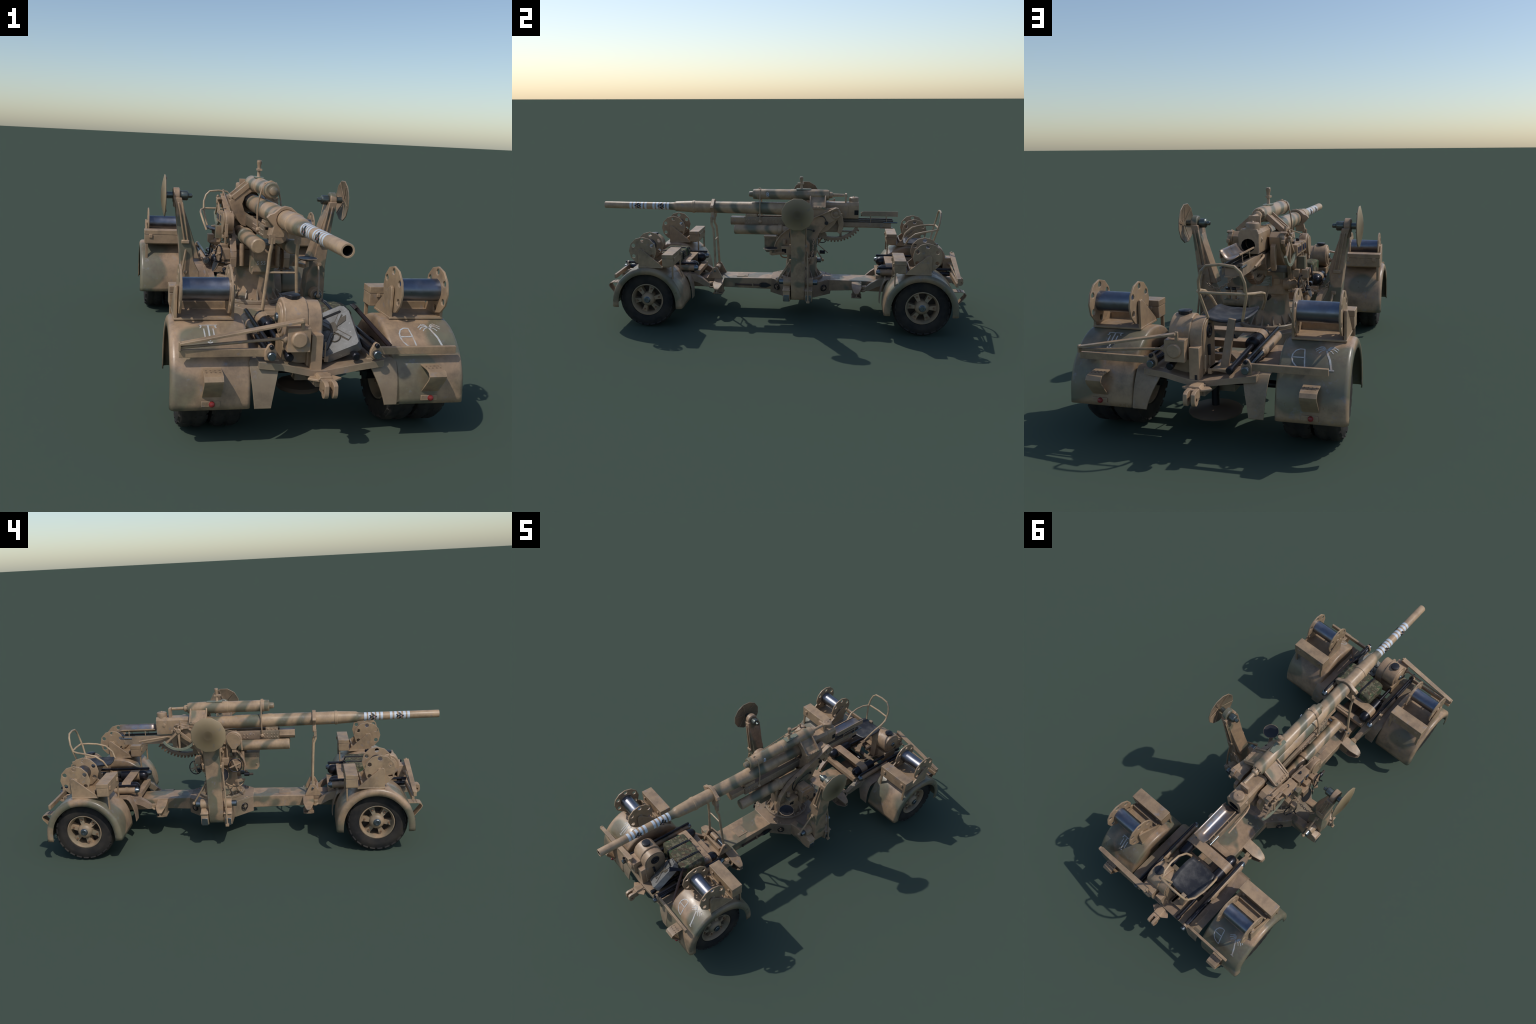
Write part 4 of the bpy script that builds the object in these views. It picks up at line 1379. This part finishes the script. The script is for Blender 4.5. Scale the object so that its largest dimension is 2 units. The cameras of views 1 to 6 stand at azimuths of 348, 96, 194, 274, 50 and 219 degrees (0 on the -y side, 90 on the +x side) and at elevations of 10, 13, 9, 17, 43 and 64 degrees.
def elevating():
    # ---- cradle trough
    g = G()
    zb, zt = .480, .520
    g.prism([(-.034, zb), (.034, zb), (.036, zb+.004), (.036, zt), (.030, zt), (.030, zt-.010), (-.030, zt-.010), (-.030, zt), (-.036, zt), (-.036, zb+.004)], 'xz', -.198, .30, M_DUST)
    # top rails
    for s in (-1, 1):
        g.box((s*.030, .06, .5225), (.010, .52, .004), M_DUST)
        for y in (-.188, -.174, -.160, -.138, -.122, -.07, -.053, -.036, -.019, -.002):
            for z in (.4905, .5075):
                if not (z < .5 and y in (-.07, -.053)):
                    g.ball((s*.036, y, z), .0033, M_DUST, 7)
        g.lathe((s*.035, -.112, .500), (s, 0, 0), [(0, .010), (.008, .009), (.012, .005)], M_SAND, 10)
    g.box((0, -.162, .531), (.060, .062, .020), M_CAMO)
    for y in (-.182, -.162, -.142):
        g.lathe((-.030, y, .532), (-1, 0, 0), [(0, .0045), (.003, .004)], M_TAN, 8)
        g.lathe((.030, y, .532), (1, 0, 0), [(0, .0045), (.003, .004)], M_TAN, 8)
    # rounded nose
    U = [(-.023+.004, .520), (-.023, .494)]+[(.004+.0255*cos(radians(a)), .497+.0225*sin(radians(a))) for a in range(180, 361, 15)]+[(.0295, .520)]
    g.prism(U, 'xz', -.278, -.199, M_CAMO)
    # rear trough with slide rails
    g.prism([(-.030, .474), (.022, .474), (.026, .480), (.026, .502), (-.034, .502), (-.034, .480)], 'xz', .295, .60, M_DUST)
    g.box((-.030, .44, .513), (.008, .34, .010), M_RAIL)
    g.box((.022, .44, .513), (.008, .34, .010), M_RAIL)
    g.box((-.004, .45, .5035), (.044, .31, .004), M_RAIL)
    g.cyl((.030, .56, .506), (.030, .632, .506), .004, M_PIN, n=8)
    g.cyl((-.038, .56, .506), (-.038, .615, .506), .004, M_PIN, n=8)
    g.box((-.0355, .455, .4955), (.006, .29, .042), M_DUST)
    g.box((.004, .575, .4725), (.040, .07, .004), M_TAN)
    # rammer lever on the left
    g.tube([(-.036, .36, .505), (-.050, .375, .512), (-.056, .40, .510), (-.058, .52, .494)], .0045, M_SAND, 8)
    g.prism([(.24, .45), (.33, .45), (.345, .475), (.345, .51), (.22, .51), (.22, .47)], 'yz', -.050, .044, M_DUST)
    CR = g.done('cradle', GUN, bevel=.0012)
    # ---- loading tray: bent sheet, one side higher, with an outer skirt
    g = G()
    sec = [(-.030, .5485), (-.026, .5462), (-.020, .5410), (-.013, .5375), (-.004, .5355), (.005, .5365), (.013, .5410), (.020, .5500), (.0255, .5575), (.0285, .5655)]
    n = len(sec)
    ys = [.438, .470, .530, .600, .634]
    vs, fs = [], []
    for k, y in enumerate(ys):
        for i, (x, z) in enumerate(sec):
            yy = y
            if k == 0 and i > 6:
                yy += .012*(i-6)/3           # clipped front corner
            if k == len(ys)-1 and i < 2:
                yy -= .022*(2-i)/2
            vs.append((x, yy, z))
    for k in range(len(ys)-1):
        for i in range(n-1):
            fs.append((k*n+i, k*n+i+1, (k+1)*n+i+1, (k+1)*n+i))
    g.add(vs, fs, M_TRAY)
    def sol(ob):
        s = ob.modifiers.new('t', 'SOLIDIFY')
        s.thickness = .0025
        s.offset = -1
        ob.data.materials.append(M_SAND)
        s.material_offset = 1
        s.material_offset_rim = 1
    T = g.done('loading_tray', CR, mod=sol, angle=50)
    g = G()
    g.prism([(.452, .5655), (.634, .5655), (.634, .538), (.445, .540), (.436, .550), (.438, .556)], 'yz', .0285, .0312, M_DUST)
    g.bar((-.0315, .44, .5495), (-.0315, .612, .5495), .004, .005, M_SAND)
    for y in (.49, .575):
        for x in (.030, -.0285):
            g.cyl((x, y, .548), (x+(.002 if x > 0 else -.004), y, .505), .0017, M_TAN, n=6)
    g.cyl((.0335, .49, .532), (.0335, .575, .532), .0014, M_TAN, n=6)
    g.done('tray_support', CR)
    # ---- recoil cylinders below
    for x in (-.062, .060):
        g = G()
        g.lathe((x, -.251, .4595), (0, 1, -.002), [(0, .0225), (.003, .0265), (.018, .0272), (.021, .0265), (.24, .0265), (.243, .031), (.262, .031), (.268, .024), (.40, .022)], M_CYL, 24)
        g.done('recoil_cylinder', CR)
    # ---- elevation rack with teeth
    g = G()
    yc, zc, R = .292, .566, .168
    for x in (-.014, .004):
        seg = [(yc+r*cos(radians(a)), zc+r*sin(radians(a))) for r, rng in ((R, range(-138, -33, 5)), (R-.016, range(-34, -140, -5))) for a in rng]
        g.prism(seg, 'yz', x, x+.012, M_DUST)
    for a in range(-136, -36, 6):
        rr = Matrix.Rotation(radians(a), 3, 'X')
        c = Vector((-.004, yc+(R+.003)*cos(radians(a)), zc+(R+.003)*sin(radians(a))))
        g.box(c, (.024, .014, .0085), M_RACK, rr)
    g.bar((-.004, .26, .447), (-.004, .39, .447), .02, .008, M_DUST)
    g.cyl((-.004, .33, .45), (-.004, .33, .405), .006, M_DUST, n=8)
    g.lathe((-.020, .235, .425), (1, 0, 0), [(0, .018), (.03, .018)], M_DUST, 14)
    g.done('elevating_rack', CR, bevel=.0006)
    # ---- recuperator on top
    g = G()
    o, zr = (0, 0, 0), .6465
    rec = [(-.178, .004), (-.177, .010), (-.174, .0145), (-.162, .0160), (-.158, .0165), (-.1535, .0165), (-.1535, .0250), (-.150, .0280), (-.135, .0285), (.056, .0285), (.0565, .0300), (.063, .0300), (.20, .0300), (.255, .0285), (.262, .0255), (.262, .0165), (.272, .0175), (.280, .0165), (.284, .012), (.286, .0085), (.346, .0070)]
    g.lathe((0, 0, zr), (0, 1, 0), rec, M_RECUP, 28)
    g.lathe((0, -.128, zr), (0, 1, 0), [(0, .0288), (0, .0298), (.020, .0298), (.020, .0288)], M_SAND, 24, False, False)
    for i in range(8):
        a = 2*pi*i/8
        g.cyl((.0215*cos(a), .2625, zr+.0215*sin(a)), (.0215*cos(a), .266, zr+.0215*sin(a)), .0028, M_RECUP, n=6)
    text_into(g, 'B', .030, (.0300, -.070, .648), (0, 1, 0), (0, 0, 1), M_BLUEW, .0009)
    # back plate where the rod meets the breech ring
    g.box((-.012, .354, .628), (.044, .010, .052), M_SAND)
    g.cyl((-.012, .359, .640), (-.012, .362, .640), .008, M_SAND, n=12)
    RC = g.done('recuperator', CR, bevel=.0008)
    # strap hanging round the barrel
    g = G()
    g.box((0, -.117, zr+.031), (.008, .012, .006), M_TAN)
    for s in (-1, 1):
        g.tube([(s*.020, -.112, .672), (s*.031, -.112, .648), (s*.040, -.112, .612), (s*.045, -.112, .575), (s*.043, -.112, .535), (s*.040, -.112, .500), (s*.034, -.112, .487)], .0032, M_TAN, 8)
    g.torus((0, -.112, zr), (0, 1, 0), .0300, .0022, M_TAN, 24, 6)
    g.done('strap', CR)
    # sight post
    g = G()
    g.prism([(-.016, .085), (.016, .085), (.016, .125), (.010, .165), (-.010, .165), (-.016, .125)], 'xy', .675, .679, M_GREENP)
    g.lathe((0, .112, .678), (0, 0, 1), [(0, .009), (.004, .0068), (.026, .0062), (.026, .0066)], M_SAND, 12)
    g.box((0, .108, .7075), (.017, .034, .0075), M_SAND)
    g.lathe((0, .112, .711), (0, 0, 1), [(0, .0072), (.012, .0075), (.020, .0095), (.028, .0100), (.030, .0085), (.032, .0095), (.0335, .008)], M_SAND, 12)
    g.done('sight_post', CR, bevel=.0008)
    # ---- yoke: octagonal collar round the barrel and the two sloping recuperator brackets
    g = G()
    outer = [(-.018, .632), (-.046, .628), (-.092, .592), (-.100, .575), (-.088, .52), (-.050, .478), (-.030, .472), (-.030, .50), (.030, .50), (.030, .472), (.050, .478), (.088, .52), (.100, .575), (.092, .592), (.046, .628), (.018, .632)]
    hole = circle(.051, 10, (0, .565))
    g.plate([(x-.002, z) for x, z in outer][::-1], [hole], (0, .176, 0), (1, 0, 0), (0, 0, 1), .012, M_SAND)
    for s in (-1, 1):
        A, Bq = Vector((s*.024-.001, 0, .640)), Vector((s*.090-.001, 0, .585))
        g.bar(A+Vector((0, .204, 0)), Bq+Vector((0, .204, -.002)), .082, .006, M_CAMO, up=(s*.6, 0, .8))
        for y in (.164, .245):
            g.bar(A+Vector((0, y, .004)), Bq+Vector((0, y, .002)), .007, .020, M_SAND, up=(s*.6, 0, .8))
        g.bar(Bq+Vector((0, .164, .003)), Bq+Vector((0, .245, .003)), .018, .012, M_CAMO)
        for k in range(4):
            g.lathe(Bq+Vector((s*.004, .180+.017*k, .008)), (s*.5, 0, .86), [(0, .0042), (.003, .0042), (.005, .002)], M_SAND, 6)
        g.prism([(s*.050, .585), (s*.092, .585), (s*.096, .555), (s*.085, .505), (s*.050, .49)], 'xz', .172, .262, M_CAMO)
    g.done('yoke', CR, bevel=.0015)
    # ---- breech block with chamber opening
    g = G()
    cx = -.008
    out = [(cx-.036, .524), (cx+.036, .524), (cx+.038, .530), (cx+.038, .596), (cx+.028, .608), (cx-.028, .608), (cx-.038, .596), (cx-.038, .530)]
    g.prism(out, 'xz', .248, .368, M_SAND)
    # rear half with opening
    hole = [(cx+.002+.0265*cos(radians(a)), .554+.0245*sin(radians(a))) for a in range(0, 360, 30)]
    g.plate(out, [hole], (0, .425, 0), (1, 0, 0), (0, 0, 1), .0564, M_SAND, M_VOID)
    g.lathe((cx, .3675, .556), (0, 1, 0), [(0, .026), (.0022, .026)], M_VOID, 20)
    # side wedge slot and bosses
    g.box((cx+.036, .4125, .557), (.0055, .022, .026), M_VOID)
    g.lathe((cx-.0375, .385, .572), (-1, 0, 0), [(0, .010), (.003, .009), (.003, .005), (.005, .004)], M_SAND, 12)
    g.prism([(cx-.036, .60), (cx+.036, .60), (cx+.030, .612), (cx-.030, .612)], 'xz', .372, .424, M_SAND)
    g.lathe((-.016, .398, .608), (0, 0, 1), [(0, .026), (.020, .026), (.024, .025), (.027, .021), (.028, .006), (.0282, .006), (.032, .004)], M_SAND, 18)
    BRC = g.done('breech', CR, bevel=.0018)
    return CR
def traymat():
    t = NT('polished_tray_steel')
    c = t.mix(t.ramp(t.noise(10, 6, .7), [(.38, 0), (.62, 1)]), srgb(146, 148, 156), srgb(158, 132, 108))
    ends = t.ramp(t.math('ABSOLUTE', t.math('SUBTRACT', t.axis(1), .535)), [(.06, 0), (.10, .7)])
    c = t.mix(ends, c, SAND)
    r = t.math('ADD', t.ramp(t.noise(14, 5, .7), [(.3, .2), (.75, .42)]), t.math('MULTIPLY', ends, .2))
    return t.done(c, r, t.math('SUBTRACT', .85, t.math('MULTIPLY', ends, .7)))
M_TRAY = traymat()
M_RACK = flat('rack_steel', srgb(120, 92, 68), .55)
M_BLUEW = flat('pale_stencil', srgb(176, 188, 204))
CRD = elevating()

# ------------------------------------------------------------------ travel lock frame
def travel_lock():
    g = G()
    r = .0062
    L = g
    for s in (-1, 1):
        X = lambda a: -.002+s*a
        g.tube([(X(.064), -.361, .222), (X(.060), -.362, .26), (X(.049), -.368, .40), (X(.046), -.372, .455), (X(.044), -.382, .478), (X(.044), -.382, .510)], r, M_TUBE, 10)
        g.box((X(.044), -.381, .506), (.020, .012, .030), M_SAND)
    g.cyl((-.048, -.366, .391), (.048, -.366, .391), .0036, M_TUBE, n=8)
    T = g.done('travel_lock', GUN)
    g = G()
    out = [(-.067, .576), (-.058, .587), (-.043, .592), (-.024, .609), (-.006, .6155), (.014, .6115), (.038, .592), (.053, .587), (.062, .576), (.050, .560), (.040, .548), (.046, .520), (.046, .508), (.008, .508), (.004, .530), (-.003, .532), (-.006, .512), (-.048, .510), (-.050, .520), (-.042, .548), (-.054, .560)]
    g.plate(out, [circle(.0335, 20, (-.001, .5705))], (0, -.368, 0), (1, 0, 0), (0, 0, 1), .018, M_SAND)
    g.done('barrel_clamp', T, bevel=.002)
    # cheeks and roller on the beam
    g = G()
    for s in (-1, 1):
        g.prism([(-.405, .180), (-.375, .236), (-.362, .244), (-.348, .238), (-.318, .180)], 'yz', .003+s*.062, .003+s*.074, M_CAMO)
    g.box((-.002, -.385, .196), (.12, .012, .034), M_SAND)
    g.cyl((-.045, -.362, .222), (.010, -.362, .222), .015, M_SAND, n=14, ch=.002)
    g.cyl((-.078, -.361, .222), (.082, -.361, .222), .0055, M_PIN, n=10)
    g.done('lock_base', T, bevel=.002)
travel_lock()

# ------------------------------------------------------------------ cargo on the front bogie
def bag():
    g = G()
    nx, ny, nz = 26, 18, 12
    sx, sy, sz = .216, .126, .078
    c = Vector((.045, -.594, .2965))
    bm = bmesh.new()
    bmesh.ops.create_cube(bm, size=1.0)
    bmesh.ops.subdivide_edges(bm, edges=bm.edges[:], cuts=14, use_grid_fill=True)
    from mathutils import noise as mn
    vs = []
    for v in bm.verts:
        p = v.co*2
        # superellipsoid rounding
        q = Vector((p.x, p.y, p.z))
        k = (abs(q.x)**13+abs(q.y)**13+abs(q.z)**13)**(1/13)
        q = q/k
        w = Vector((q.x*sx/2, q.y*sy/2, q.z*sz/2))
        for xs in (-.045, .045):                     # pinch under the straps
            w *= 1-.035*math.exp(-((w.x-xs)/.009)**2)
        nn = mn.noise(w*26+Vector((3, 1, 7)))*.0030+mn.noise(w*70)*.0012
        w += w.normalized()*nn
        vs.append(c+Matrix.Rotation(radians(-3), 3, 'Z') @ w)
    g.add(vs, [tuple(v.index for v in f.verts) for f in bm.faces], M_CLOTH)
    bm.free()
    B = g.done('fabric_bag', None, angle=70)
    B['label'] = 'folded camouflage cloth bundle tied with black straps'
    B['category'] = 'bag'
    g = G()
    for xs in (-.045, .045):
        pts = []
        for i in range(40):
            a = 2*pi*i/40
            q = Vector((0, cos(a), sin(a)))
            k = (abs(q.y)**6+abs(q.z)**6)**(1/6)
            q /= k
            pts.append(c+Matrix.Rotation(radians(-3), 3, 'Z') @ Vector((xs, q.y*(sy/2+.0018), q.z*(sz/2+.0018))))
        for dx in (-.003, .003):
            g.tube([p+Vector((dx, 0, 0)) for p in pts], .0022, M_BLACK, 6, closed=True)
        for i in range(0, 40, 1):
            g.box(pts[i], (.010, .0035, .0035), M_BLACK)
        for dz in (-.01, .012):
            g.torus(c+Matrix.Rotation(radians(-3), 3, 'Z') @ Vector((xs, sy/2+.003, .026+dz)), (1, 0, 0), .006, .0018, M_BLACK, 10, 6)
    g.done('strap', B)
bag()

def can():
    # fuel can leaning against the winch: local x width, y depth, z height
    W, H, D = .114, .152, .031
    xax = Vector((.096, -.033, .053)).normalized()
    zax = Vector((.03, .82, .535))
    zax = (zax-xax*zax.dot(xax)).normalized()
    yax = zax.cross(xax)
    c = Vector((.021, -.785, .234))+xax*W/2+zax*H/2+yax*D/2
    M = Matrix((xax, yax, zax)).transposed().to_4x4()
    M.translation = c
    g = G(M)
    pts = [(-W/2, -H/2+.007), (-W/2+.007, -H/2), (W/2-.007, -H/2), (W/2, -H/2+.007), (W/2, H/2-.030), (W/2-.010, H/2-.006), (W/2-.02, H/2), (-W/2+.030, H/2), (-W/2, H/2-.024)]
    g.prism(pts, 'xz', -D/2, D/2, M_CAN)
    # pressed X ribs on both faces
    for sy in (-1, 1):
        y = sy*(D/2+.0004)
        for a, b in (((-.040, -.055), (.030, .045)), ((.036, -.050), (-.030, .040))):
            g.bar((a[0], y, a[1]), (b[0], y, b[1]), .016, .0016, M_STAIN, up=(0, 1, 0))
            g.bar((a[0], y+sy*.001, a[1]), (b[0], y+sy*.001, b[1]), .009, .0048, M_CAN, up=(0, 1, 0))
    # plain spread-wing stain and ring
    y = -D/2-.0012
    for s in (-1, 1):
        g.prism([(s*.004, .018), (s*.018, .030), (s*.046, .034), (s*.040, .016), (s*.024, .010), (s*.006, .006)], 'xz', y-.0012, y-.0004, M_STAIN)
    g.prism([(-.009, -.010), (.009, -.010), (.011, .016), (.005, .026), (-.005, .026), (-.010, .016)], 'xz', y-.0030, y-.0014, M_STAIN)
    g.torus((-.002, y-.001, -.028), (0, 1, 0), .014, .0020, M_STAIN, 18, 6)
    # handle slot
    g.prism([(-.030, .051), (.032, .051), (.035, .055), (.032, .060), (-.030, .060), (-.034, .055)], 'xz', -D/2-.0012, -D/2+.001, M_VOID)
    for x in (-.030, .034):
        g.box((x, 0, H/2+.0015), (.005, .026, .004), M_CAN)
    g.box((.006, 0, H/2+.0035), (.060, .022, .003), M_CAN)
    g.cyl((-.036, 0, H/2-.012), (-.042, 0, H/2+.006), .011, M_DARK, n=12, ch=.002)
    C = g.done('fuel_can', None, bevel=.003)
    C['label'] = 'worn bare-metal fuel can with pressed cross ribs'
    C['category'] = 'fuel can'
can()

def axe():
    g = G()
    a, b = Vector((.152, -.668, .349)), Vector((.226, -.776, .262))
    d = (b-a).normalized()
    pts = [a-d*.012, a.lerp(b, .3), a.lerp(b, .7), b]
    g.tube(pts, [.0062, .0068, .0072, .0080], M_WOOD, 10)
    A = g.done('axe', None)
    A['label'] = 'long-handled axe with dark wooden shaft and steel head'
    A['category'] = 'axe'
    g = G()
    # pick-shaped head across the handle
    e = Vector((-.5, -.82, .28)).normalized()
    up = d
    p0, p1, p2 = a-e*.030, a, a+e*.065
    g.bar(a-e*.022, a+e*.010, .011, .016, M_DARK, up=up, w1=.012)
    g.bar(a+e*.010, a+e*.036+d*.001, .011, .013, M_DARK, up=up, w1=.006, h1=.016)
    g.bar(a+e*.036+d*.001, a+e*.064+d*.003, .006, .016, M_DARK, up=up, w1=.0015, h1=.024)
    g.done('axe_head', A, bevel=.001)
axe()
